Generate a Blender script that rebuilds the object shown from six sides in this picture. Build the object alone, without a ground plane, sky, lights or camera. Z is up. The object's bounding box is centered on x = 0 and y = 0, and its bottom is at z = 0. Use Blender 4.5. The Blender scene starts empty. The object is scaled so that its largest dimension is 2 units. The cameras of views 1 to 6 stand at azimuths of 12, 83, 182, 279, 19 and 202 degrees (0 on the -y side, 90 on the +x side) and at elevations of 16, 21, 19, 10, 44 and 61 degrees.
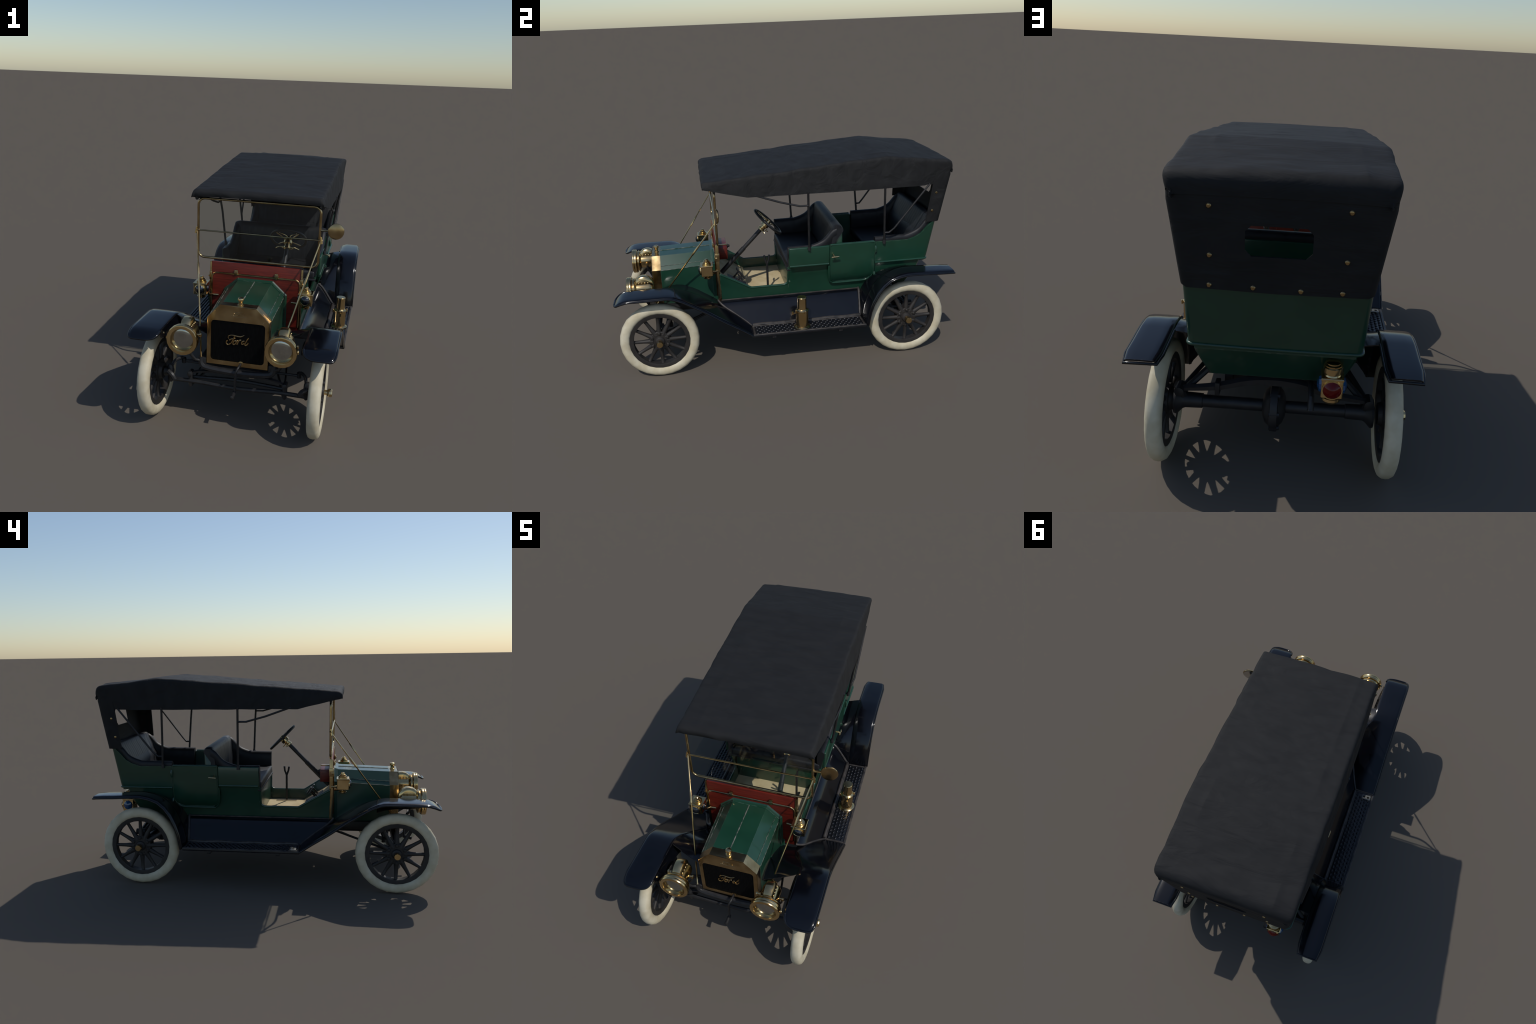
import bpy, bmesh, math, random
from mathutils import Vector, Matrix, noise

random.seed(7)
PI = math.pi

# ------------------------------------------------------------------ materials
def new_mat(name):
    m = bpy.data.materials.new(name)
    m.use_nodes = True
    nt = m.node_tree
    for n in list(nt.nodes):
        nt.nodes.remove(n)
    out = nt.nodes.new('ShaderNodeOutputMaterial')
    b = nt.nodes.new('ShaderNodeBsdfPrincipled')
    nt.links.new(b.outputs[0], out.inputs[0])
    return m, nt, b, out


def noise_mix(nt, scale, col_a, col_b, lo=0.35, hi=0.65, detail=6.0, stretch=(1, 1, 1)):
    """colour a -> colour b through a noise mask on object coordinates"""
    tc = nt.nodes.new('ShaderNodeTexCoord')
    mp = nt.nodes.new('ShaderNodeMapping')
    mp.inputs['Scale'].default_value = stretch
    nz = nt.nodes.new('ShaderNodeTexNoise')
    nz.inputs['Scale'].default_value = scale
    nz.inputs['Detail'].default_value = detail
    rp = nt.nodes.new('ShaderNodeValToRGB')
    rp.color_ramp.elements[0].position = lo
    rp.color_ramp.elements[0].color = (*col_a, 1)
    rp.color_ramp.elements[1].position = hi
    rp.color_ramp.elements[1].color = (*col_b, 1)
    nt.links.new(tc.outputs['Object'], mp.inputs[0])
    nt.links.new(mp.outputs[0], nz.inputs['Vector'])
    nt.links.new(nz.outputs['Fac'], rp.inputs[0])
    return rp.outputs[0], nz.outputs['Fac'], mp.outputs[0]


def add_bump(nt, b, height, strength=0.2, dist=0.002):
    bp = nt.nodes.new('ShaderNodeBump')
    bp.inputs['Strength'].default_value = strength
    bp.inputs['Distance'].default_value = dist
    nt.links.new(height, bp.inputs['Height'])
    nt.links.new(bp.outputs[0], b.inputs['Normal'])


def simple(name, a, c, scale, rough, metal=0.0, coat=0.0, spec=0.5, bump=0.0, bdist=0.002,
           stretch=(1, 1, 1), lo=0.35, hi=0.65, rough_var=0.0):
    m, nt, b, out = new_mat(name)
    col, fac, vec = noise_mix(nt, scale, a, c, lo, hi, stretch=stretch)
    nt.links.new(col, b.inputs['Base Color'])
    b.inputs['Roughness'].default_value = rough
    b.inputs['Metallic'].default_value = metal
    b.inputs['Coat Weight'].default_value = coat
    b.inputs['Coat Roughness'].default_value = 0.08
    b.inputs['Specular IOR Level'].default_value = spec
    if rough_var:
        mr = nt.nodes.new('ShaderNodeMapRange')
        mr.inputs['To Min'].default_value = rough - rough_var
        mr.inputs['To Max'].default_value = rough + rough_var
        nt.links.new(fac, mr.inputs[0])
        nt.links.new(mr.outputs[0], b.inputs['Roughness'])
    if bump:
        add_bump(nt, b, fac, bump, bdist)
    return m


def worn_paint(name, base_a, base_b, wear, wear_amount, rough, scale=9, coat=0.3, spec=0.5):
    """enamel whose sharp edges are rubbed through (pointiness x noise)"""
    m, nt, b, out = new_mat(name)
    col, fac, vec = noise_mix(nt, scale, base_a, base_b)
    geo = nt.nodes.new('ShaderNodeNewGeometry')
    bev = nt.nodes.new('ShaderNodeBevel')
    bev.samples = 6
    bev.inputs['Radius'].default_value = 0.005
    dt = nt.nodes.new('ShaderNodeVectorMath'); dt.operation = 'DOT_PRODUCT'
    nt.links.new(bev.outputs[0], dt.inputs[0]); nt.links.new(geo.outputs['Normal'], dt.inputs[1])
    r = nt.nodes.new('ShaderNodeMapRange')
    r.inputs['From Min'].default_value = 0.985
    r.inputs['From Max'].default_value = 0.90
    nt.links.new(dt.outputs['Value'], r.inputs[0])
    n2 = nt.nodes.new('ShaderNodeTexNoise')
    n2.inputs['Scale'].default_value = 55
    n2.inputs['Detail'].default_value = 4
    nt.links.new(vec, n2.inputs['Vector'])
    r2 = nt.nodes.new('ShaderNodeMapRange')
    r2.inputs['From Min'].default_value = 0.42
    r2.inputs['From Max'].default_value = 0.62
    nt.links.new(n2.outputs['Fac'], r2.inputs[0])
    mul = nt.nodes.new('ShaderNodeMath'); mul.operation = 'MULTIPLY'
    nt.links.new(r.outputs[0], mul.inputs[0]); nt.links.new(r2.outputs[0], mul.inputs[1])
    mul2 = nt.nodes.new('ShaderNodeMath'); mul2.operation = 'MULTIPLY'
    mul2.inputs[1].default_value = wear_amount
    nt.links.new(mul.outputs[0], mul2.inputs[0])
    mx = nt.nodes.new('ShaderNodeMix'); mx.data_type = 'RGBA'
    mx.inputs[7].default_value = (*wear, 1)
    nt.links.new(mul2.outputs[0], mx.inputs[0])
    nt.links.new(col, mx.inputs[6])
    nt.links.new(mx.outputs[2], b.inputs['Base Color'])
    rr = nt.nodes.new('ShaderNodeMapRange')
    rr.inputs['To Min'].default_value = rough
    rr.inputs['To Max'].default_value = rough + 0.25
    nt.links.new(mul2.outputs[0], rr.inputs[0])
    nt.links.new(rr.outputs[0], b.inputs['Roughness'])
    b.inputs['Coat Weight'].default_value = coat
    b.inputs['Coat Roughness'].default_value = 0.1
    b.inputs['Specular IOR Level'].default_value = spec
    return m


GREEN = worn_paint('green_enamel', (0.0080, 0.044, 0.0245), (0.0105, 0.052, 0.0295), (0.16, 0.21, 0.17), 0.6, 0.3)
NAVY = worn_paint('navy_black_enamel', (0.0024, 0.0028, 0.0046), (0.0038, 0.0043, 0.0064), (0.07, 0.062, 0.055), 0.6, 0.14, coat=0.0)
BOARD = simple('black_tread_plate', (0.004, 0.005, 0.008), (0.010, 0.010, 0.012), 30, 0.32)
SCUFFED = simple('scuffed_black_steel', (0.022, 0.020, 0.020), (0.058, 0.050, 0.045), 26, 0.45, lo=0.36, hi=0.6, bump=0.15)
BLACK = simple('satin_black_iron', (0.011, 0.011, 0.012), (0.020, 0.019, 0.020), 30, 0.5, bump=0.1, bdist=0.001)
SPOKE = simple('brown_black_wood', (0.016, 0.0135, 0.012), (0.028, 0.024, 0.0215), 25, 0.6)


def canvas():
    m, nt, b, out = new_mat('black_canvas')
    col, fac, vec = noise_mix(nt, 9, (0.0135, 0.0135, 0.0140), (0.0175, 0.0175, 0.0178), stretch=(1, 2.5, 1))
    nt.links.new(col, b.inputs['Base Color'])
    b.inputs['Roughness'].default_value = 0.75
    b.inputs['Specular IOR Level'].default_value = 0.26
    tc = nt.nodes.new('ShaderNodeTexCoord')
    mp = nt.nodes.new('ShaderNodeMapping'); mp.inputs['Scale'].default_value = (2.4, 7, 7)
    nz = nt.nodes.new('ShaderNodeTexNoise')
    nz.inputs['Scale'].default_value = 1.6; nz.inputs['Detail'].default_value = 5; nz.inputs['Distortion'].default_value = 0.8
    nt.links.new(tc.outputs['Object'], mp.inputs[0]); nt.links.new(mp.outputs[0], nz.inputs['Vector'])
    add_bump(nt, b, nz.outputs['Fac'], 0.65, 0.016)
    return m


CANVAS = canvas()
BRASS = simple('polished_brass', (0.60, 0.42, 0.19), (0.72, 0.54, 0.28), 12, 0.2, metal=1.0, rough_var=0.08)
BRASS_DULL = simple('aged_brass', (0.36, 0.25, 0.12), (0.52, 0.39, 0.21), 18, 0.24, metal=1.0, lo=0.4, hi=0.7, rough_var=0.08)
SILVER = simple('silvered_reflector', (0.50, 0.48, 0.46), (0.62, 0.60, 0.57), 20, 0.12, metal=1.0)
TYRE = simple('cream_rubber', (0.55, 0.48, 0.33), (0.66, 0.60, 0.45), 16, 0.62, spec=0.3, bump=0.15, bdist=0.002)
LEATHER = simple('black_leather', (0.010, 0.0105, 0.013), (0.017, 0.018, 0.021), 20, 0.52, spec=0.38, bump=0.12, bdist=0.001)
FLOOR = simple('cream_floor_board', (0.52, 0.41, 0.23), (0.64, 0.53, 0.33), 14, 0.75, spec=0.2)
SHADOW_GREEN = simple('dull_green_interior', (0.018, 0.045, 0.035), (0.03, 0.06, 0.05), 20, 0.6)
CORE = simple('black_radiator_core', (0.003, 0.003, 0.003), (0.006, 0.006, 0.006), 60, 0.75, spec=0.15)
RED_GLASS = simple('red_glass', (0.11, 0.001, 0.001), (0.15, 0.002, 0.0015), 20, 0.12, coat=0.0, spec=0.35)
BLUE_GLASS = simple('blue_glass', (0.004, 0.05, 0.16), (0.006, 0.07, 0.2), 20, 0.08, coat=1.0)
DARK_GLASS = simple('smoked_glass', (0.006, 0.007, 0.010), (0.010, 0.011, 0.014), 20, 0.05, coat=1.0)
SEAM = simple('chipped_seam', (0.010, 0.040, 0.024), (0.17, 0.17, 0.145), 34, 0.5, lo=0.42, hi=0.60)
PLATE = simple('worn_step_plate', (0.10, 0.095, 0.085), (0.22, 0.21, 0.19), 60, 0.5)
REDWOOD = simple('red_stained_wood', (0.085, 0.0075, 0.0035), (0.185, 0.016, 0.007), 10, 0.42, coat=0.08,
                 stretch=(1.2, 3, 14), lo=0.3, hi=0.7)


def leather_pleats():
    m, nt, b, out = new_mat('pleated_leather')
    col, fac, vec = noise_mix(nt, 20, (0.010, 0.0105, 0.013), (0.017, 0.018, 0.021))
    nt.links.new(col, b.inputs['Base Color'])
    b.inputs['Roughness'].default_value = 0.5
    b.inputs['Specular IOR Level'].default_value = 0.4
    add_bump(nt, b, fac, 0.12, 0.001)
    return m


LEATHER_PLEAT = leather_pleats()


def pane():
    m = bpy.data.materials.new('clear_window_glass')
    m.use_nodes = True
    nt = m.node_tree
    for n in list(nt.nodes):
        nt.nodes.remove(n)
    out = nt.nodes.new('ShaderNodeOutputMaterial')
    tr = nt.nodes.new('ShaderNodeBsdfTransparent')
    tr.inputs[0].default_value = (0.93, 0.95, 0.94, 1)
    gl = nt.nodes.new('ShaderNodeBsdfGlossy')
    gl.inputs['Roughness'].default_value = 0.03
    nz = nt.nodes.new('ShaderNodeTexNoise'); nz.inputs['Scale'].default_value = 3
    mul = nt.nodes.new('ShaderNodeMapRange')
    mul.inputs['To Min'].default_value = 0.025; mul.inputs['To Max'].default_value = 0.045
    nt.links.new(nz.outputs['Fac'], mul.inputs[0])
    mx = nt.nodes.new('ShaderNodeMixShader')
    nt.links.new(mul.outputs[0], mx.inputs[0])
    nt.links.new(tr.outputs[0], mx.inputs[1]); nt.links.new(gl.outputs[0], mx.inputs[2])
    nt.links.new(mx.outputs[0], out.inputs[0])
    return m


PANE = pane()

# ------------------------------------------------------------------ object tools
COL = bpy.context.scene.collection
CAR = bpy.data.objects.new('vintage_touring_car', None)
COL.objects.link(CAR)
CAR['label'] = 'green open vintage touring car, brass lamps, black canvas roof, cream tyres'
CAR['category'] = 'vintage car'


def link(o, parent=None):
    COL.objects.link(o)
    o.parent = parent if parent is not None else CAR
    return o


def shade(me, angle=35):
    for p in me.polygons:
        p.use_smooth = True
    me.set_sharp_from_angle(angle=math.radians(angle))


def from_bm(bm, name, mat, parent=None, angle=35, loc=None, fix=True):
    if fix:
        bmesh.ops.remove_doubles(bm, verts=bm.verts, dist=1e-5)
        bmesh.ops.recalc_face_normals(bm, faces=bm.faces)
    me = bpy.data.meshes.new(name)
    bm.to_mesh(me)
    bm.free()
    me.materials.append(mat)
    shade(me, angle)
    o = bpy.data.objects.new(name, me)
    if loc is not None:
        o.location = loc
    return link(o, parent)


def mirrored(o, parent=None, name=None):
    """left-hand twin of a right-hand part (mesh flipped in x)"""
    me = o.data.copy()
    bm = bmesh.new(); bm.from_mesh(me)
    for v in bm.verts:
        v.co.x = -v.co.x
    bmesh.ops.reverse_faces(bm, faces=bm.faces)
    bm.to_mesh(me); bm.free()
    t = bpy.data.objects.new(name or o.name.split('.')[0], me)
    t.location = (-o.location.x, o.location.y, o.location.z)
    if parent is None and o.parent is not CAR:
        parent = o.parent
    return link(t, parent)


def both(o):
    return o, mirrored(o)


def bm_box(bm, lo, hi, bevel=0.0, seg=2):
    r = bmesh.ops.create_cube(bm, size=1.0)
    vs = r['verts']
    for v in vs:
        v.co = Vector([lo[i] + (v.co[i] + 0.5) * (hi[i] - lo[i]) for i in range(3)])
    if bevel:
        es = list({e for v in vs for e in v.link_edges})
        bmesh.ops.bevel(bm, geom=es, offset=bevel, segments=seg, profile=0.5, affect='EDGES')


def box(name, lo, hi, mat, parent=None, bevel=0.003, seg=2, **k):
    bm = bmesh.new(); bm_box(bm, lo, hi, bevel, seg)
    return from_bm(bm, name, mat, parent, **k)


def frames(pts, closed=False):
    n = len(pts)
    tans = []
    for i in range(n):
        a = pts[(i - 1) % n] if (closed or i > 0) else pts[i]
        b = pts[(i + 1) % n] if (closed or i < n - 1) else pts[i]
        t = (b - a)
        tans.append(t.normalized() if t.length > 1e-9 else Vector((0, 0, 1)))
    up = Vector((0, 0, 1)) if abs(tans[0].z) < 0.9 else Vector((1, 0, 0))
    out = []
    nrm = (up - tans[0] * up.dot(tans[0])).normalized()
    for t in tans:
        nrm = (nrm - t * nrm.dot(t))
        nrm = nrm.normalized() if nrm.length > 1e-6 else t.orthogonal().normalized()
        out.append((t, nrm, t.cross(nrm)))
    return out


def bm_tube(bm, pts, radius, seg=10, closed=False, flat=(1.0, 1.0), caps=True):
    pts = [Vector(p) for p in pts]
    fr = frames(pts, closed)
    rs = radius if isinstance(radius, (list, tuple)) else [radius] * len(pts)
    rings = []
    for p, (t, a, b), r in zip(pts, fr, rs):
        rings.append([bm.verts.new(p + a * (r * flat[0] * math.cos(2 * PI * k / seg)) + b * (r * flat[1] * math.sin(2 * PI * k / seg))) for k in range(seg)])
    m = len(rings)
    for i in range(m if closed else m - 1):
        A, B = rings[i], rings[(i + 1) % m]
        for k in range(seg):
            bm.faces.new((A[k], A[(k + 1) % seg], B[(k + 1) % seg], B[k]))
    if not closed and caps:
        bm.faces.new(rings[0][::-1]); bm.faces.new(rings[-1])


def smooth_path(pts, n=6, closed=False):
    P = [Vector(p) for p in pts]
    out = []
    m = len(P)
    for i in range(m if closed else m - 1):
        p0 = P[(i - 1) % m] if (closed or i > 0) else P[0] * 2 - P[1]
        p1 = P[i]; p2 = P[(i + 1) % m]
        p3 = P[(i + 2) % m] if (closed or i + 2 < m) else P[-1] * 2 - P[-2]
        for k in range(n):
            t = k / n
            out.append(0.5 * ((2 * p1) + (p2 - p0) * t + (2 * p0 - 5 * p1 + 4 * p2 - p3) * t * t + (3 * p1 - p0 - 3 * p2 + p3) * t ** 3))
    if not closed:
        out.append(P[-1])
    return out


def tube(name, pts, r, mat, parent=None, seg=10, closed=False, flat=(1, 1), **k):
    bm = bmesh.new(); bm_tube(bm, pts, r, seg, closed, flat)
    return from_bm(bm, name, mat, parent, **k)


def bm_lathe(bm, prof, origin, axis, seg=24, cap=True):
    """prof: list of (distance along axis, radius)"""
    o = Vector(origin); ax = Vector(axis).normalized()
    a = ax.orthogonal().normalized()
    if abs(ax.z) > 0.9:
        a = Vector((1, 0, 0))
    b = ax.cross(a)
    rings = []
    for t, r in prof:
        if r < 1e-6:
            rings.append([bm.verts.new(o + ax * t)])
        else:
            rings.append([bm.verts.new(o + ax * t + a * (r * math.cos(2 * PI * (k + 0.5) / seg)) + b * (r * math.sin(2 * PI * (k + 0.5) / seg))) for k in range(seg)])
    for A, B in zip(rings[:-1], rings[1:]):
        for k in range(seg):
            k2 = (k + 1) % seg
            if len(A) == 1 and len(B) == 1:
                continue
            if len(A) == 1:
                bm.faces.new((A[0], B[k2], B[k]))
            elif len(B) == 1:
                bm.faces.new((A[k], A[k2], B[0]))
            else:
                bm.faces.new((A[k], A[k2], B[k2], B[k]))
    if cap:
        for R, rev in ((rings[0], True), (rings[-1], False)):
            if len(R) > 1:
                bm.faces.new(R[::-1] if rev else R)


def lathe(name, prof, origin, axis, mat, parent=None, seg=24, cap=True, **k):
    bm = bmesh.new(); bm_lathe(bm, prof, origin, axis, seg, cap)
    return from_bm(bm, name, mat, parent, **k)


def bm_prism(bm, poly, x0, x1, axis=0, bevel=0.0, seg=2):
    """extrude a polygon given in the two other axes along axis"""
    def mk(p, x):
        c = [p[0], p[1]]; c.insert(axis, x); return Vector(c)
    A = [bm.verts.new(mk(p, x0)) for p in poly]
    B = [bm.verts.new(mk(p, x1)) for p in poly]
    n = len(poly)
    fs = [bm.faces.new(A), bm.faces.new(B[::-1])]
    for i in range(n):
        fs.append(bm.faces.new((A[i], B[i], B[(i + 1) % n], A[(i + 1) % n])))
    if bevel:
        es = list({e for f in fs for e in f.edges})
        bmesh.ops.recalc_face_normals(bm, faces=fs)
        bmesh.ops.bevel(bm, geom=es, offset=bevel, segments=seg, profile=0.5, affect='EDGES', clamp_overlap=True)


def prism(name, poly, x0, x1, mat, parent=None, axis=0, bevel=0.0, seg=2, **k):
    bm = bmesh.new(); bm_prism(bm, poly, x0, x1, axis, bevel, seg)
    return from_bm(bm, name, mat, parent, **k)


def bm_grid(bm, rows, closed=False, skip=None):
    V = [[bm.verts.new(Vector(p)) for p in r] for r in rows]
    for i in range(len(V) - 1):
        n = len(V[i])
        for j in range(n if closed else n - 1):
            if skip and skip(i, j):
                continue
            j2 = (j + 1) % n
            bm.faces.new((V[i][j], V[i][j2], V[i + 1][j2], V[i + 1][j]))
    return V


def thicken(bm, t):
    """give an open sheet real thickness; +t goes against the face normals"""
    bmesh.ops.remove_doubles(bm, verts=bm.verts, dist=1e-5)
    bmesh.ops.recalc_face_normals(bm, faces=bm.faces)
    bm.normal_update()
    bmesh.ops.solidify(bm, geom=list(bm.faces), thickness=t)


def sheet(name, rows, t, mat, parent=None, angle=40, outward=None, skip=None, **k):
    """sheet of thickness t growing away from the 'outward' hint"""
    bm = bmesh.new(); bm_grid(bm, rows, skip=skip)
    bmesh.ops.remove_doubles(bm, verts=bm.verts, dist=1e-5)
    bmesh.ops.recalc_face_normals(bm, faces=bm.faces)
    bm.normal_update()
    if outward is not None:
        s = sum((f.normal.dot(outward(f.calc_center_median()) if callable(outward) else Vector(outward)) * f.calc_area() for f in bm.faces))
        if s < 0:
            bmesh.ops.reverse_faces(bm, faces=bm.faces)
            bm.normal_update()
    old = {v: (v.co.copy(), v.normal.copy()) for v in bm.verts}
    faces = list(bm.faces)
    inner = {v: bm.verts.new(c - n * t) for v, (c, n) in old.items()}
    bnd = [e for e in bm.edges if len(e.link_faces) == 1]
    for f in faces:
        bm.faces.new([inner[v] for v in reversed(f.verts)])
    for e in bnd:
        f = e.link_faces[0]
        a, b = e.verts
        vs = list(f.verts); i = vs.index(a)
        if vs[(i + 1) % len(vs)] is b:
            a, b = b, a
        bm.faces.new((a, b, inner[b], inner[a]))
    return from_bm(bm, name, mat, parent, angle=angle, **k)


def lerp(a, b, t):
    return a + (b - a) * t


def interp(tab, x):
    """piecewise linear table [(x, v...)]"""
    if x <= tab[0][0]:
        r = tab[0][1:]
    elif x >= tab[-1][0]:
        r = tab[-1][1:]
    else:
        for p, q in zip(tab[:-1], tab[1:]):
            if p[0] <= x <= q[0]:
                t = (x - p[0]) / (q[0] - p[0])
                r = tuple(lerp(a, b, t) for a, b in zip(p[1:], q[1:]))
                break
    return r[0] if len(r) == 1 else r


def frange(a, b, n):
    return [a + (b - a) * i / (n - 1) for i in range(n)]


# ------------------------------------------------------------------ wheels
WR = 0.231
FRONT_Y, REAR_Y, WHEEL_X = -0.766, 0.724, 0.408


def build_wheels():
    prof = [(-.018, .174), (-.027, .184), (-.031, .198), (-.029, .213), (-.023, .224), (-.013, .2295), (0, .231),
            (.013, .2295), (.023, .224), (.029, .213), (.031, .198), (.027, .184), (.018, .174)]
    bm = bmesh.new(); bm_lathe(bm, prof + [prof[0]], (0, 0, 0), (1, 0, 0), 28, cap=False)
    for k in range(3):                      # shallow tread grooves run round the tyre
        pass
    tyre = from_bm(bm, 'tyre', TYRE, angle=60)
    rim = lathe('rim', [(-.019, .152), (-.021, .158), (-.021, .178), (.019, .178), (.021, .176), (.021, .158), (.019, .152), (-.019, .152)],
                (0, 0, 0), (1, 0, 0), SPOKE, seg=28, cap=False, angle=30)
    sp = tube('spoke', [(0.004, 0, .04), (0.002, 0, .10), (0, 0, .150), (0, 0, .157)], [.0170, .0112, .0100, .0145], SPOKE, seg=8, angle=50)
    hub = lathe('wheel', [(-.034, .0), (-.034, .04), (-.018, .045), (-.016, .060), (.014, .060), (.017, .056), (.017, .03), (.026, .026), (.030, .018), (.030, 0)],
                (0, 0, 0), (1, 0, 0), SPOKE, seg=20, angle=30)
    nut = lathe('hub_bolt', [(.014, .0095), (.022, .0095), (.026, .006), (.026, 0)], (0, 0, 0), (1, 0, 0), SPOKE, seg=8)
    cap = lathe('hub_cap', [(.024, .013), (.046, .0125), (.047, .0185), (.052, .0205), (.066, .0195), (.070, .017), (.070, 0)],
                (0, 0, 0), (1, 0, 0), BRASS, seg=10, angle=30)
    proto = [tyre, rim, sp, hub, nut, cap]
    first = True
    for sx in (1, -1):
        for y in (FRONT_Y, REAR_Y):
            if first:
                h, ty, ri, ca = hub, tyre, rim, cap
            else:
                h, ty, ri, ca = [link(o.copy()) for o in (hub, tyre, rim, cap)]
            h.location = (.411 if sx > 0 else -.425, y, WR)
            h.rotation_euler = (0, 0, 0 if sx > 0 else PI)
            for o in (ty, ri, ca):
                o.parent = h
            off = {(1, FRONT_Y): 0.02, (1, REAR_Y): 0.0, (-1, FRONT_Y): 0.0, (-1, REAR_Y): 0.02}[(sx, y)]
            for k in range(12):
                s = sp if (first and k == 0) else link(sp.copy())
                s.parent = h
                s.rotation_euler = (off + k * PI / 6, 0, 0)
            for k in range(6):
                s = nut if (first and k == 0) else link(nut.copy())
                s.parent = h
                an = off + PI / 2 + k * PI / 3
                s.location = (.001, 0.050 * math.cos(an), 0.050 * math.sin(an))
            first = False


build_wheels()

# ------------------------------------------------------------------ fenders
def build_front_fender():
    # y, crown height, inner edge, outer edge, lip drop
    # last column: how far the inner edge dips into the trough beside the bonnet
    tab = [(-.994, .500, .405, .455, .000, 0), (-.990, .503, .382, .476, .004, 0), (-.980, .510, .362, .489, .007, 0), (-.962, .521, .350, .495, .010, 0),
           (-.940, .528, .346, .497, .011, 0), (-.915, .531, .344, .498, .009, 0), (-.85, .533, .344, .498, .012, 0), (-.76, .533, .344, .498, .012, 0),
           (-.715, .533, .344, .498, .012, 0), (-.685, .531, .344, .498, .012, 0), (-.655, .523, .344, .498, .012, .002), (-.61, .503, .330, .498, .012, 0),
           (-.56, .473, .310, .498, .012, 0), (-.50, .436, .286, .498, .012, .010), (-.45, .402, .264, .498, .012, .016), (-.41, .373, .254, .498, .012, .014), (-.37, .346, .262, .498, .012, 0),
           (-.30, .302, .280, .498, .012, 0), (-.26, .274, .30, .498, .011, 0), (-.224, .249, .340, .498, .010, 0)]
    rows = []
    for y, z, xi, xo, d, dip in tab:
        r = []
        for k, (f, dz) in enumerate([(0, -.35), (.03, -.08), (.1, 0), (.3, .05), (.5, .07), (.7, .05), (.88, 0), (.955, -.12), (.985, -.45), (1.0, -1.0)]):
            r.append((lerp(xi, xo, f), y, z + dz * d - dip * max(0, 1 - f / .6) ** 1.5))
        rows.append(r)
    f = sheet('front_fender', rows, .006, NAVY, outward=(0, 0, 1), angle=50)
    # rolled lip along the outer edge and round the nose
    lip = [(xo, y, z - d) for y, z, xi, xo, d, q in reversed(tab)] + [(xi, y, z - .35 * d) for y, z, xi, xo, d, q in tab if y < -.93]
    lo = tube('rolled_edge', smooth_path(lip, 3), .0058, NAVY, f, seg=8, angle=60)
    # skirt hanging from the inner edge above the axle
    rows = []
    for y, dz, dx in ((-.935, .030, .004), (-.90, .052, .014), (-.84, .062, .022), (-.76, .066, .026), (-.70, .075, .028), (-.655, .085, .03)):
        z = interp([(a, b) for a, b, *_ in tab], y) - .004
        rows.append([(.346 - dx * t * t, y, z - dz * t) for t in (0, .3, .6, 1)])
    sk = sheet('fender_skirt', rows, .005, NAVY, f, outward=(-1, 0, 0), angle=50)
    # valance closing the gap between bonnet and fender slope
    rows = []
    for t in frange(0, 1, 9):
        ya = lerp(-.735, -.40, t)
        a = Vector((.166, ya, interp([(-.735, .452), (-.675, .472), (-.617, .466), (-.543, .436), (-.475, .390), (-.40, .345)], ya)))
        y = lerp(-.70, -.405, t)
        xi, zz = interp([(q[0], q[2], q[1] - q[5]) for q in tab], y)
        b = Vector((xi + .004, y, zz - .004))
        rows.append([a.lerp(b, s) + Vector((0, 0, -.006 * math.sin(PI * s))) for s in frange(0, 1, 6)])
    va = sheet('fender_valance', rows, .004, NAVY, f, outward=(0, 0, 1), angle=50)
    st = prism('inner_fender_panel', [(-.70, .300), (-.40, .288), (-.40, .36), (-.55, .43), (-.68, .455), (-.72, .44)], .150, .155, NAVY, f)
    nut = lathe('fender_bolt', [(0, .006), (.006, .005), (.007, 0)], (.343, -.905, .505), (-.6, -.2, .7), BRASS, f, seg=8)
    g = mirrored(f)
    for o in (lo, sk, va, st, nut):
        mirrored(o, g)


build_front_fender()


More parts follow.
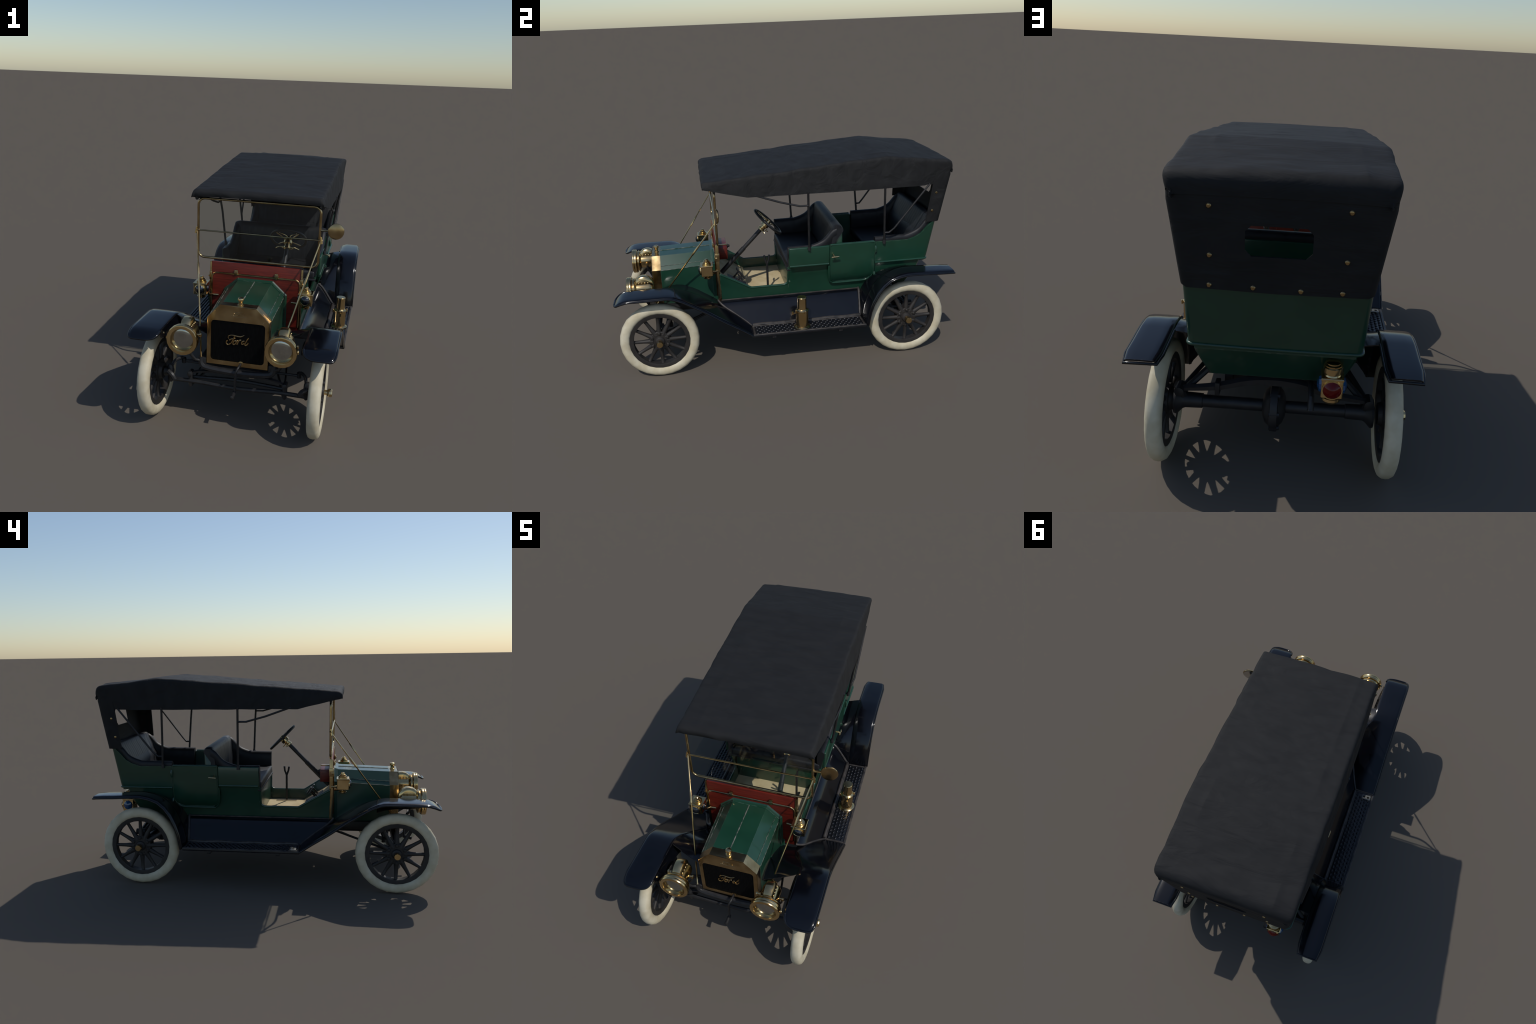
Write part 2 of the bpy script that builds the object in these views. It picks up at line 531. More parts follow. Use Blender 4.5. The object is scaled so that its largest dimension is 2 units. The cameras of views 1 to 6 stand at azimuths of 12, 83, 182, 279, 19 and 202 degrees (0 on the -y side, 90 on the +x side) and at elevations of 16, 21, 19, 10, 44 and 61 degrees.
def build_rear_fender():
    path = [(.985, .536), (.93, .541), (.86, .543), (.76, .548), (.70, .548), (.645, .538), (.592, .517), (.550, .482), (.517, .437),
            (.489, .380), (.470, .325), (.460, .275), (.455, .236)]
    P = [Vector((0, a, b)) for a, b in path]
    xi, xo = .369, .497
    rows, lipo, lipi = [], [], []
    for i, p in enumerate(P):
        t = (P[min(i + 1, len(P) - 1)] - P[max(i - 1, 0)]).normalized()
        n = Vector((0, t.z, -t.y))
        if n.z < 0 and abs(n.z) > .2:
            n = -n
        n = Vector((0, -abs(t.z), abs(t.y)))
        e = .6 if i == 0 else 0
        xa, xb = xi + (.008 if i == 0 else 0), xo - (.008 if i == 0 else 0)
        prof = [(0, -.9), (.02, -.3), (.06, 0), (.3, .04), (.5, .06), (.7, .04), (.9, 0), (.96, -.15), (.985, -.5), (1, -1)]
        rows.append([(lerp(xa, xb, f), p.y + n.y * d * .013, p.z + n.z * d * .013) for f, d in prof])
        lipo.append(Vector((xb, p.y, p.z)) - n * .013)
        lipi.append(Vector((xa, p.y, p.z)) - n * .011)
    f = sheet('rear_fender', rows, .006, NAVY, outward=(0, -.5, 1), angle=50)
    # rear drop edge
    loop = list(reversed(lipo)) + [lipi[0], lipi[1], lipi[2], lipi[3]]
    lo = tube('rolled_edge', loop, .0055, NAVY, f, seg=8, angle=60)
    # valance running in to the body side
    body = [(.474, .366), (.482, .392), (.502, .422), (.528, .448), (.563, .475), (.604, .494), (.65, .506), (.70, .512), (.755, .515)]
    fen = [(.470, .325), (.489, .380), (.517, .437), (.550, .482), (.592, .517), (.645, .538), (.70, .548), (.74, .548), (.765, .548)]
    rows = []
    for (by, bz), (fy, fz) in zip(body, fen):
        a = Vector((.275, by, bz)); b = Vector((xi + .006, fy, fz - .008))
        rows.append([a.lerp(b, s) + Vector((0, -.004 * math.sin(PI * s), .002 * math.sin(PI * s))) for s in frange(0, 1, 6)])
    va = sheet('fender_valance', rows, .004, NAVY, f, outward=(0, -.5, 1), angle=50)
    # lower inner wall down to the running board
    rows = [[(.262, .468, .375), (.32, .468, .350), (.376, .468, .330)], [(.31, .462, .34), (.345, .460, .31), (.376, .461, .28)], [(.362, .457, .243), (.368, .456, .243), (.376, .455, .24)]]
    wl = sheet('fender_wall', rows, .005, NAVY, f, outward=(0, -1, .3), angle=50)
    g = mirrored(f)
    for o in (lo, va, wl):
        mirrored(o, g)


build_rear_fender()


# ------------------------------------------------------------------ running boards and aprons
def build_running_board():
    b = box('running_board', (.366, -.224, .228), (.498, .457, .243), BOARD, bevel=.004)
    bm = bmesh.new()
    bm_box(bm, (.372, -.218, .2415), (.384, .45, .2465), .002, 1)
    bm_box(bm, (.486, -.222, .2415), (.499, .455, .2475), .002, 1)
    bm_box(bm, (.384, -.219, .2415), (.486, -.207, .2465), .002, 1)
    bm_box(bm, (.384, .440, .2415), (.486, .450, .2465), .002, 1)
    fr = from_bm(bm, 'board_edging', SCUFFED, b)
    bm = bmesh.new()
    for row in range(5):
        x = .3945 + row * .0195
        y = -.192 + (.0135 if row % 2 else 0)
        while y < .432:
            mat = Matrix.Translation((x, y, .2432)) @ Matrix.Diagonal((.0076, .0108, .0056, 1))
            bmesh.ops.create_icosphere(bm, subdivisions=2, radius=1, matrix=mat)
            y += .027
    st = from_bm(bm, 'tread_stud', BOARD, b, angle=80, fix=False)
    st['kind'] = 'stuff'
    br = []
    for y in (-.10, .30):
        br.append(box('board_bracket', (.15, y - .012, .212), (.49, y + .012, .229), BLACK, b, bevel=.002))
    g = mirrored(b)
    for o in [fr, st] + br:
        mirrored(o, g)
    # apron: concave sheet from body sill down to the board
    sec = [(.250, .376), (.264, .371), (.281, .358), (.299, .338), (.317, .313), (.335, .288), (.352, .264), (.369, .243)]
    rows = []
    for i, (x, z) in enumerate(sec):
        t = (.375 - z) / (.375 - .243)
        y0 = interp([(.243, -.222), (.268, -.253), (.298, -.297), (.324, -.338), (.347, -.374), (.366, -.398), (.38, -.412)], z)
        y1 = lerp(.470, .452, t)
        rows.append([(x, y, z) for y in frange(y0, y1, 30)])
    ap = sheet('splash_apron', rows, .005, NAVY, outward=(1, 0, .5), angle=60)
    bead = tube('apron_edging', [(x + .002, r[0][1] + .002, z + .002) for (x, z), r in zip(sec, rows)], .006, SCUFFED, ap, seg=8)
    bead2 = tube('apron_edging', [(.371, y, .249 + .002 * math.sin(y * 31)) for y in frange(-.21, .45, 24)], .009, SCUFFED, ap, seg=8)
    bead3 = tube('apron_edging', [(.256, y, .3765) for y in frange(-.385, .466, 12)], .0045, SCUFFED, ap, seg=6)
    bead4 = tube('apron_edging', [(x + .003, r[-1][1] - .002, z + .003) for (x, z), r in zip(sec, rows)], .007, SCUFFED, ap, seg=8)
    g = mirrored(ap)
    for o in (bead, bead2, bead3, bead4):
        mirrored(o, g)
    # bright worn maker's step plate on the left-hand board only
    pl = box('step_plate', (-.482, -.204, .2455), (-.424, -.170, .2505), PLATE, bevel=.002)
    bm = bmesh.new()
    for x in (-.466, -.440):
        bm_lathe(bm, [(0, .008), (.0012, .007), (.0012, 0)], (x, -.187, .2502), (0, 0, 1), 8)
    from_bm(bm, 'plate_recess', CORE, pl)


build_running_board()


def build_gas_generator():
    c = (.441, .076, 0)
    t = lathe('gas_generator', [(.243, .050), (.249, .050), (.252, .046), (.256, .037), (.345, .037), (.348, .0395), (.354, .0395), (.357, .034), (.363, .0285), (.372, .0272), (.425, .0272),
                                (.434, .028), (.437, .026), (.437, 0)], c, (0, 0, 1), BRASS, seg=16, angle=30)
    bm = bmesh.new()
    for a in (.35, .35 + PI, -1.2):
        p = Vector((c[0] + .043 * math.cos(a), c[1] + .043 * math.sin(a), .345))
        bm_lathe(bm, [(0, .005), (.018, .005), (.02, .003), (.02, 0)], p - Vector((0, 0, .004)), (0, 0, 1), 8)
    bm_tube(bm, [(c[0] + .01, c[1] - .036, .34), (c[0] + .01, c[1] - .055, .34), (c[0] + .01, c[1] - .06, .35)], .004, 6)
    bm_tube(bm, [(c[0] + .01, c[1] - .058, .333), (c[0] + .01, c[1] - .058, .352)], .006, 6)
    from_bm(bm, 'generator_valve', BRASS, t)


build_gas_generator()

# ------------------------------------------------------------------ body tub
def xs(z):
    return interp([(.36, .248), (.44, .254), (.50, .266), (.55, .280), (.575, .288), (.70, .294)], z)


def build_body():
    top = [(-.386, .552), (-.30, .500), (-.205, .441), (-.195, .438), (-.02, .438), (.004, .439), (.016, .443), (.024, .450), (.028, .462), (.0285, .688),
           (.10, .689), (.20, .690), (.30, .690), (.42, .690), (.54, .690), (.66, .690)]
    rows = []
    for y, zt in top:
        rows.append([(xs(lerp(.362, zt, t)), y, lerp(.362, zt, t)) for t in (0, .15, .3, .45, .6, .75, .9, .97, 1)])
    side = sheet('body_side', rows, .013, GREEN, outward=(1, 0, 0), angle=30)
    # raised beading along the entrance cut-out
    bead = tube('sill_beading', [(xs(z) - .006, y, z + .001) for y, z in [(-.386, .552), (-.30, .500), (-.205, .441), (-.195, .4385), (-.02, .4385), (.004, .4395), (.016, .444), (.024, .451), (.027, .463), (.028, .56)]], .0075, GREEN, side, seg=8, angle=60)
    # front seat side panel with its ledge
    p = prism('seat_side_panel', [(.030, .576), (.030, .690), (.275, .692), (.275, .576)], .286, .306, GREEN, side, bevel=.006, seg=3)
    rail = tube('panel_beading', [(.301, .034, .575), (.301, .271, .575)], .008, GREEN, side, seg=8, angle=60)
    g = mirrored(side)
    for o in (bead, p, rail):
        mirrored(o, g)
    # door frame moulding below the doors
    fr = tube('door_moulding', smooth_path([(.296, .273, .56), (.288, .273, .50), (.276, .279, .460), (.270, .292, .440), (.267, .312, .432), (.267, .42, .432), (.267, .50, .434), (.272, .53, .452), (.284, .552, .50)], 4), .0055, GREEN, side, seg=8, angle=60)
    mirrored(fr, g)
    # rear tub: one sheet wrapped round the back
    def ztop(y):
        return interp([(.55, .690), (.757, .688), (.80, .702), (.838, .722), (.862, .748), (.882, .775), (.90, .797), (.95, .803)], y)
    plan = []
    R = .022
    for k in range(14):
        plan.append(('s', k / 13))
    rows = []
    nlev = 10
    for l in range(nlev):
        t = l / (nlev - 1)
        row = []
        def pt(x_f, y_f):
            pass
        zr = lerp(.552, .797, t)
        yr = .884 + (zr - .552) * (.045 / .245)
        w = lerp(.298, .309, t)
        half = []
        for y in [.558, .60, .65, .70, .735, .757, .78, .80, .82, .838, .85]:
            yy = min(y, yr - R)
            zz = lerp(.552, ztop(yy), t)
            half.append((lerp(.298, .309, (zz - .552) / .245), yy, zz))
        for a in (0, 25, 50, 75, 90):
            a = math.radians(a)
            yy = yr - R + R * math.sin(a)
            zz = lerp(.552, ztop(yy), t)
            half.append((w - R + R * math.cos(a), yy, zz))
        half += [(x, yr + .005 * (1 - (x / .29) ** 2), zr) for x in (.22, .15, .08, 0)]
        row = half + [(-x, y, z) for x, y, z in reversed(half[:-1])]
        rows.append(row)
    tub = sheet('rear_tub', rows, .013, GREEN, outward=lambda c: Vector((c.x, (c.y - .5) if c.y > .84 else 0, 0)), angle=35)
    belt = []
    for x, y, z in rows[0]:
        belt.append((x * 1.004, y + .001 * (y > .85), .556))
    tube('belt_moulding', belt, .0065, GREEN, tub, seg=8, angle=60)
    # tapered lower tub
    rows = []
    for z, w, yr in ((.550, .287, .853), (.50, .283, .834), (.44, .263, .805), (.384, .243, .776)):
        half = [(w, .52, z), (w, .65, z), (w, .75, z), (w, yr - .012, z), (w - .012, yr, z), (.12, yr, z), (0, yr, z)]
        rows.append(half + [(-x, y, zz) for x, y, zz in reversed(half[:-1])])
    lt = sheet('lower_tub', rows, .012, GREEN, tub, outward=lambda c: Vector((c.x, (c.y - .5) if c.y > .79 else 0, 0)), angle=35)
    # belt shelf, floors, bulkheads
    box('tub_floor', (-.275, .566, .536), (.275, .878, .5495), GREEN, tub, bevel=0)
    box('under_floor', (-.238, -.386, .362), (.238, .535, .376), BLACK, tub, bevel=0)
    box('under_floor', (-.243, .52, .380), (.243, .770, .392), BLACK, tub, bevel=0)
    box('front_floor', (-.236, -.21, .3765), (.236, .030, .3800), FLOOR, tub, bevel=0)
    prism('toe_board', [(-.203, .3700), (-.203, .3805), (-.385, .492), (-.385, .480)], -.236, .236, FLOOR, tub)
    box('rear_floor', (-.236, .345, .3765), (.236, .60, .3855), FLOOR, tub, bevel=0)
    box('rear_seat_riser', (-.237, .566, .3765), (.237, .578, .56), GREEN, tub, bevel=0)
    # green bulkhead behind the front seat
    prism('seat_bulkhead', [(.285, .555), (.357, .555), (.359, .768), (.349, .772), (.300, .71), (.290, .60)], -.283, .283, GREEN, tub, bevel=.004)
    box('lower_bulkhead', (-.237, .286, .384), (.237, .356, .558), GREEN, tub, bevel=0)
    box('seat_riser', (-.240, .028, .376), (.240, .284, .545), GREEN, tub, bevel=.002)


build_body()


def build_door():
    # outline with rounded lower corners, crowned skin
    y0, y1, zb, zt = .2795, .5525, .4385, .694
    n = 16
    rows = []
    for j in range(13):
        f = j / 12
        z0 = lerp(zb, zt, f)
        # row end inset for the rounded lower corners
        h = z0 - zb
        inset = lambda r: (r - math.sqrt(max(0, r * r - (r - h) ** 2))) if h < r else 0
        a, b = y0 + inset(.035), y1 - inset(.055)
        x = interp([(.4385, .266), (.452, .277), (.475, .288), (.51, .298), (.56, .304), (.68, .307), (.70, .307)], z0)
        rows.append([(x - .003 * (abs(2 * k / n - 1) ** 8), lerp(a, b, k / n), z0) for k in range(n + 1)])
    d = sheet('door', rows, .022, GREEN, outward=(1, 0, 0), angle=45)
    loop = [rows[-1][0]] + [r[0] for r in reversed(rows[:-1])] + rows[0][1:-1] + [r[-1] for r in rows]
    bd = tube('door_beading', [(x - .001, y, z) for x, y, z in loop], .004, GREEN, d, seg=6, angle=70)
    bt = tube('door_beading', [(.301, y0 + .003, .692), (.301, y1 - .003, .692)], .007, GREEN, d, seg=8, angle=70)
    hd = tube('door_handle', [(.333, .281, .626), (.333, .286, .626), (.333, .320, .628), (.333, .327, .628)], [.004, .0052, .0052, .004], BRASS, d, seg=8)
    hs = tube('handle_post', [(.305, .296, .634), (.322, .296, .636), (.333, .298, .628)], .005, BRASS, d, seg=8)
    hg = []
    for z in (.645, .470):
        x = .308 if z > .6 else .288
        hg.append(tube('door_hinge', [(x, .557, z - .022), (x + .004, .558, z - .012), (x + .004, .558, z + .012), (x, .557, z + .022)], [.004, .007, .007, .004], GREEN, d, seg=8))
    g = mirrored(d)
    for o in [bd, bt, hd, hs] + hg:
        mirrored(o, g)


build_door()


# ------------------------------------------------------------------ seats
def pleat(x, pitch=.030, depth=.0022):
    return depth * abs(math.sin(PI * x / pitch)) ** .6


def build_seat(name, y0, yb, ztop_arm, zback, y_arm_end, y_back_f, y_back_r, z_cush, w, depth0):
    """upholstered bench: cushion, two arms, reclined pleated back"""
    bm = bmesh.new()
    bm_box(bm, (-w + .012, y0, z_cush - .052), (w - .012, yb, z_cush), .014, 3)
    cush = from_bm(bm, name, LEATHER, angle=50)
    # cushion pleats on top
    rows = []
    for k in range(61):
        x = lerp(-w + .03, w - .03, k / 60)
        rows.append([(x, y, z_cush - .001 + pleat(x, .036, .0008)) for y in frange(y0 + .012, yb - .01, 4)])
    sheet('cushion_pleats', rows, .003, LEATHER, cush, outward=(0, 0, 1), angle=70)
    box('seat_edging', (-w + .006, y0 - .003, z_cush - .060), (w - .006, y0 + .02, z_cush - .046), LEATHER, cush, bevel=.005)
    # backrest: lofted across x with pleats
    rows = []
    n = 72
    prof_base = [(yb - .030, z_cush - .02), (yb - .012, z_cush + .03)]
    for k in range(n + 1):
        x = lerp(-w - .008, w + .008, k / n)
        e = max(0, (abs(x) - (w - .03)) / .04)
        pl = pleat(x) * (1 if abs(x) < w - .03 else 0)
        yf, yr, zt = y_back_f, y_back_r, zback - .010 * e * e
        low = ztop_arm
        pts = [(yb - pl, z_cush - .03), (lerp(yb, yf, .35) - pl - .003, lerp(z_cush, zback, .33)), (lerp(yb, yf, .7) - pl - .003, lerp(z_cush, zback, .68)),
               (yf - .006 - pl, zt - .030), (yf + .001 - pl * .5, zt - .008), (yf + .012, zt), (lerp(yf, yr, .5), zt + .001), (yr - .014, zt - .001), (yr - .002, zt - .010), (yr - .002, zt - .024),
               (lerp(yb + .03, yr, .75) + .004, lerp(low, zback, .62)), (lerp(yb + .02, yr, .3) + .002, lerp(low, zback, .2)), (yb + .022, low - .03), (yb + .02, z_cush - .03)]
        rows.append([(x, y, z) for y, z in pts])
    bm = bmesh.new()
    V = bm_grid(bm, rows)
    for i in range(n):
        bm.faces.new((V[i][0], V[i + 1][0], V[i + 1][-1], V[i][-1]))
    bm.faces.new(V[0]); bm.faces.new(V[-1][::-1])
    back = from_bm(bm, 'seat_back', LEATHER_PLEAT, cush, angle=60)
    # arm rests sweeping up into the back
    arm_top = smooth_path([(0, y0 + .006, ztop_arm), (0, y_arm_end - .04, ztop_arm + .001), (0, y_arm_end, ztop_arm + .003), (0, lerp(y_arm_end, y_back_f, .5), lerp(ztop_arm, zback, .28)),
                           (0, lerp(y_arm_end, y_back_f, .85), lerp(ztop_arm, zback, .75)), (0, y_back_f + .012, zback - .006)], 4)
    rows = []
    for p in arm_top:
        z = p.z
        zlo = max(z_cush - .03, z - .13)
        th = .018
        xi, xo = w - .024, w + .012
        pl = pleat(p.y, .034, .002)
        r = [(xi - pl, p.y, zlo), (xi - .006 - pl, p.y, lerp(zlo, z, .5)), (xi - .004 - pl, p.y, z - .022), (xi + .004, p.y, z - .006), (xi + .016, p.y, z), (xo - .010, p.y, z - .001),
             (xo - .002, p.y, z - .008), (xo, p.y, z - .020), (xo, p.y, z - .040), (xo - .006, p.y, z - .052), (xo - .016, p.y, min(z - .058, zlo + .02)), (xo - .018, p.y, zlo)]
        rows.append(r)
    bm = bmesh.new()
    V = bm_grid(bm, rows)
    bm.faces.new(V[0]); bm.faces.new(V[-1][::-1])
    arm = from_bm(bm, 'arm_rest', LEATHER, cush, angle=60)
    mirrored(arm, cush)
    return cush


build_seat('front_seat', .020, .279, .696, .803, .172, .307, .362, .600, .288, 0)
build_seat('rear_seat', .552, .798, .716, .826, .752, .886, .937, .602, .284, 0)
# ------------------------------------------------------------------ bonnet, radiator, firewall
def hood_section(y):
    t = (y + .735) / (.735 - .408)
    return [(lerp(.158, .170, t), lerp(.34, .345, t)), (lerp(.158, .166, t), lerp(.563, .583, t)), (lerp(.090, .093, t), lerp(.636, .647, t))]


def build_hood():
    rows = []
    for y in (-.738, -.60, -.50, -.425):
        h = hood_section(y)
        half = [h[0], h[1], h[2], (0, h[2][1] + .002)]
        rows.append([(x, y, z) for x, z in half] + [(-x, y, z) for x, z in reversed(half[:-1])])
    o = sheet('hood', rows, .006, GREEN, outward=lambda c: Vector((c.x, 0, c.z - .45)), angle=20)
    # flared rear band
    rows = []
    for y, e in ((-.428, .003), (-.415, .006), (-.404, .014), (-.400, .018)):
        h = hood_section(-.425)
        half = [(h[0][0] + e, h[0][1]), (h[1][0] + e, h[1][1] + e * .4), (h[2][0] + e * .4, h[2][1] + e), (0, h[2][1] + e)]
        rows.append([(x, y, z) for x, z in half] + [(-x, y, z) for x, z in reversed(half[:-1])])
    sheet('hood_band', rows, .005, GREEN, o, outward=lambda c: Vector((c.x, -.2, c.z - .45)), angle=20)
    h0, h1 = hood_section(-.735), hood_section(-.43)
    tube('hood_hinge', [(0, -.735, h0[2][1] + .002), (0, -.43, h1[2][1] + .002)], .0035, SEAM, o, seg=6)
    # chipped paint along the side hinge, slightly wavy
    for sx in (1, -1):
        pts = []
        for k in range(40):
            t = k / 39
            x = lerp(lerp(h0[1][0], h0[2][0], .30), lerp(h1[1][0], h1[2][0], .30), t)
            z = lerp(lerp(h0[1][1], h0[2][1], .30), lerp(h1[1][1], h1[2][1], .30), t)
            w = .0016 * math.sin(k * 1.9) + .001 * math.sin(k * 4.3)
            pts.append((sx * (x + .0008 - w * .7), lerp(-.735, -.43, t), z + .0008 + w * .7))
        tube('hinge_line', pts, .0016, SEAM, o, seg=5)
        for f in (1,):
            tube('fold_line', [(sx * (h0[f][0] + .0002), -.736, h0[f][1]), (sx * (h1[f][0] + .0002), -.43, h1[f][1])], .0016, SEAM, o, seg=5)
        # lower catch strap
        box('hood_catch', (.160 if sx > 0 else -.172, -.585, .41), (.172 if sx > 0 else -.160, -.575, .45), GREEN, o, bevel=.002)


build_hood()


def build_radiator():
    outer = [(.157, .318), (.157, .566), (.0905, .636), (-.0905, .636), (-.157, .566), (-.157, .318)]
    def rounded(x0, z0, z1, r, n=5):
        pts = []
        for cx, cz, a0 in ((x0 - r, z0 + r, -90), (x0 - r, z1 - r, 0), (-x0 + r, z1 - r, 90), (-x0 + r, z0 + r, 180)):
            for k in range(n):
                a = math.radians(a0 + 90 * k / (n - 1))
                pts.append((cx + r * math.cos(a), cz + r * math.sin(a)))
        return pts
    inner = rounded(.1365, .343, .556, .018)
    bm = bmesh.new()
    yf, yb = -.790, -.736
    ef = []
    def loop(pts, y):
        vs = [bm.verts.new((x, y, z)) for x, z in pts]
        es = [bm.edges.new((vs[i], vs[(i + 1) % len(vs)])) for i in range(len(vs))]
        return vs, es
    ov, oe = loop(outer, yf)
    iv, ie = loop(inner, yf)
    bmesh.ops.triangle_fill(bm, use_beauty=True, use_dissolve=False, edges=oe + ie)
    ob, _ = loop(outer, yb)
    ib, _ = loop(inner, yf + .02)
    n = len(outer)
    for i in range(n):
        bm.faces.new((ov[i], ov[(i + 1) % n], ob[(i + 1) % n], ob[i]))
    n = len(inner)
    for i in range(n):
        bm.faces.new((iv[i], ib[i], ib[(i + 1) % n], iv[(i + 1) % n]))
    bm.faces.new(ob)
    es = [e for e in bm.edges if len(e.link_faces) == 2 and e.verts[0] in ov and e.verts[1] in ov and e.calc_face_angle(0) > .5]
    bmesh.ops.bevel(bm, geom=es, offset=.003, segments=2, profile=.5, affect='EDGES')
    rad = from_bm(bm, 'radiator', BRASS_DULL, angle=25)
    box('radiator_core', (-.14, -.784, .34), (.14, -.772, .56), CORE, rad, bevel=0)
    bm = bmesh.new()
    k = 0
    x = -.134
    while x < .135:
        bm_box(bm, (x, -.787, .344), (x + .0022, -.782, .555))
        x += .0062
    fins = from_bm(bm, 'radiator_fin', CORE, rad, fix=False)
    fins['kind'] = 'stuff'
    # filler neck and cap
    lathe('radiator_cap', [(0, .016), (.004, .016), (.006, .012), (.020, .0105), (.024, .0125), (.026, .0155), (.033, .0165), (.038, .014), (.041, .007), (.041, 0)],
          (0.004, -.760, .635), (0, 0, 1), BRASS, rad, seg=14)
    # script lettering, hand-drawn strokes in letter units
    S = .1175 / 720
    def stroke(pts, n=5):
        out = []
        for px, py in pts:
            u = px - 1175
            v = -(py - 290) + .105 * u
            out.append((u * S, -.789, .4635 + v * S))
        return smooth_path(out, n)
    bm = bmesh.new()
    F1 = [(905, 250), (880, 215), (900, 165), (965, 138), (1050, 142), (1140, 165), (1240, 182), (1320, 168), (1385, 135)]
    F2 = [(1085, 165), (1060, 235), (1020, 320), (975, 395), (915, 440), (860, 440), (830, 400), (835, 345), (875, 315)]
    F3 = [(925, 300), (990, 262), (1060, 255), (1110, 222)]
    O = [(1105, 315), (1060, 345), (1035, 400), (1050, 440), (1090, 435), (1130, 390), (1135, 335), (1105, 315), (1150, 330), (1190, 305)]
    Rr = [(1200, 300), (1195, 360), (1165, 445)]
    R2 = [(1180, 400), (1210, 335), (1250, 295), (1285, 305)]
    D = [(1395, 330), (1350, 330), (1310, 375), (1310, 425), (1350, 430), (1395, 390)]
    D2 = [(1525, 225), (1475, 290), (1425, 380), (1405, 445), (1440, 465), (1490, 430), (1515, 375)]
    for st, r in ((F1, [.0012, .002, .0024, .0024, .0024, .0030, .0034, .0026, .0012]), (F2, None), (F3, None), (O, None), (Rr, None), (R2, None), (D, None), (D2, None)):
        p = stroke(st)
        rr = [.0040] * len(p) if r is None else [interp([(i / (len(r) - 1), v) for i, v in enumerate(r)], k / (len(p) - 1)) * 1.25 for k in range(len(p))]
        bm_tube(bm, p, rr, 8)
    from_bm(bm, 'lettering', BRASS_DULL, rad, angle=70, fix=False)
    # faint raised script on the tank above the core
    bm = bmesh.new()
    S2 = .060 / 720
    for st in (F1, F2, F3, O, Rr, R2, D, D2):
        p = smooth_path([((px - 1175) * S2 + .004, -.7905, .600 + (-(py - 290) + .105 * (px - 1175)) * S2 * .7) for px, py in st], 4)
        bm_tube(bm, p, .0013, 6)
    bm_tube(bm, smooth_path([(-.034, -.7905, .588), (0, -.7905, .583), (.042, -.7905, .588)], 4), .0012, 6)
    from_bm(bm, 'embossed_script', BRASS_DULL, rad, angle=70, fix=False)
    return rad


build_radiator()


def build_firewall():
    f = prism('firewall', [(-.249, .362), (.249, .362), (.249, .735), (-.249, .735)], -.400, -.384, REDWOOD, axis=1, bevel=.002)
    # front plate with brass edging and round upper corners
    pts = [(-.243, .405)]
    for cx, a0 in ((-.213, 180), (.213, 90)):
        for k in range(7):
            a = math.radians(a0 - 15 * k)
            pts.append((cx + .03 * math.cos(a), .645 + .03 * math.sin(a)))
    pts.append((.243, .405))
    prism('firewall_plate', pts, -.408, -.401, REDWOOD, f, axis=1)
    tube('firewall_trim', [(x, -.407, z) for x, z in pts], .0048, BRASS_DULL, f, seg=6, flat=(1, .8))
    for x in (-.108, .115):
        bm = bmesh.new()
        bm_box(bm, (x - .010, -.413, .668), (x + .010, -.401, .700), .003, 2)
        bm_box(bm, (x - .0115, -.415, .680), (x + .0115, -.402, .690), .002, 1)
        from_bm(bm, 'firewall_clip', BRASS_DULL, f)
    # ignition coil box behind the board
    c = box('coil_box', (-.125, -.384, .572), (.075, -.322, .648), REDWOOD, f, bevel=.003)
    lathe('coil_switch', [(0, .016), (.008, .016), (.010, .009), (.02, .008), (.022, 0)], (-.03, -.322, .622), (0, 1, 0), BLACK, f, seg=14)
    box('coil_strap', (.012, -.380, .646), (.026, -.319, .652), BRASS_DULL, f, bevel=.001)
    # brass edge posts on the ends of the firewall
    for sx in (1, -1):
        x = sx * .252
        box('edge_post', (min(x - .005, x + .005), -.404, .372), (max(x - .005, x + .005), -.383, .735), BRASS_DULL, f, bevel=.002)
        box('post_clamp', (x - .008, -.407, .632), (x + .008, -.380, .680), BRASS_DULL, f, bevel=.003)


build_firewall()


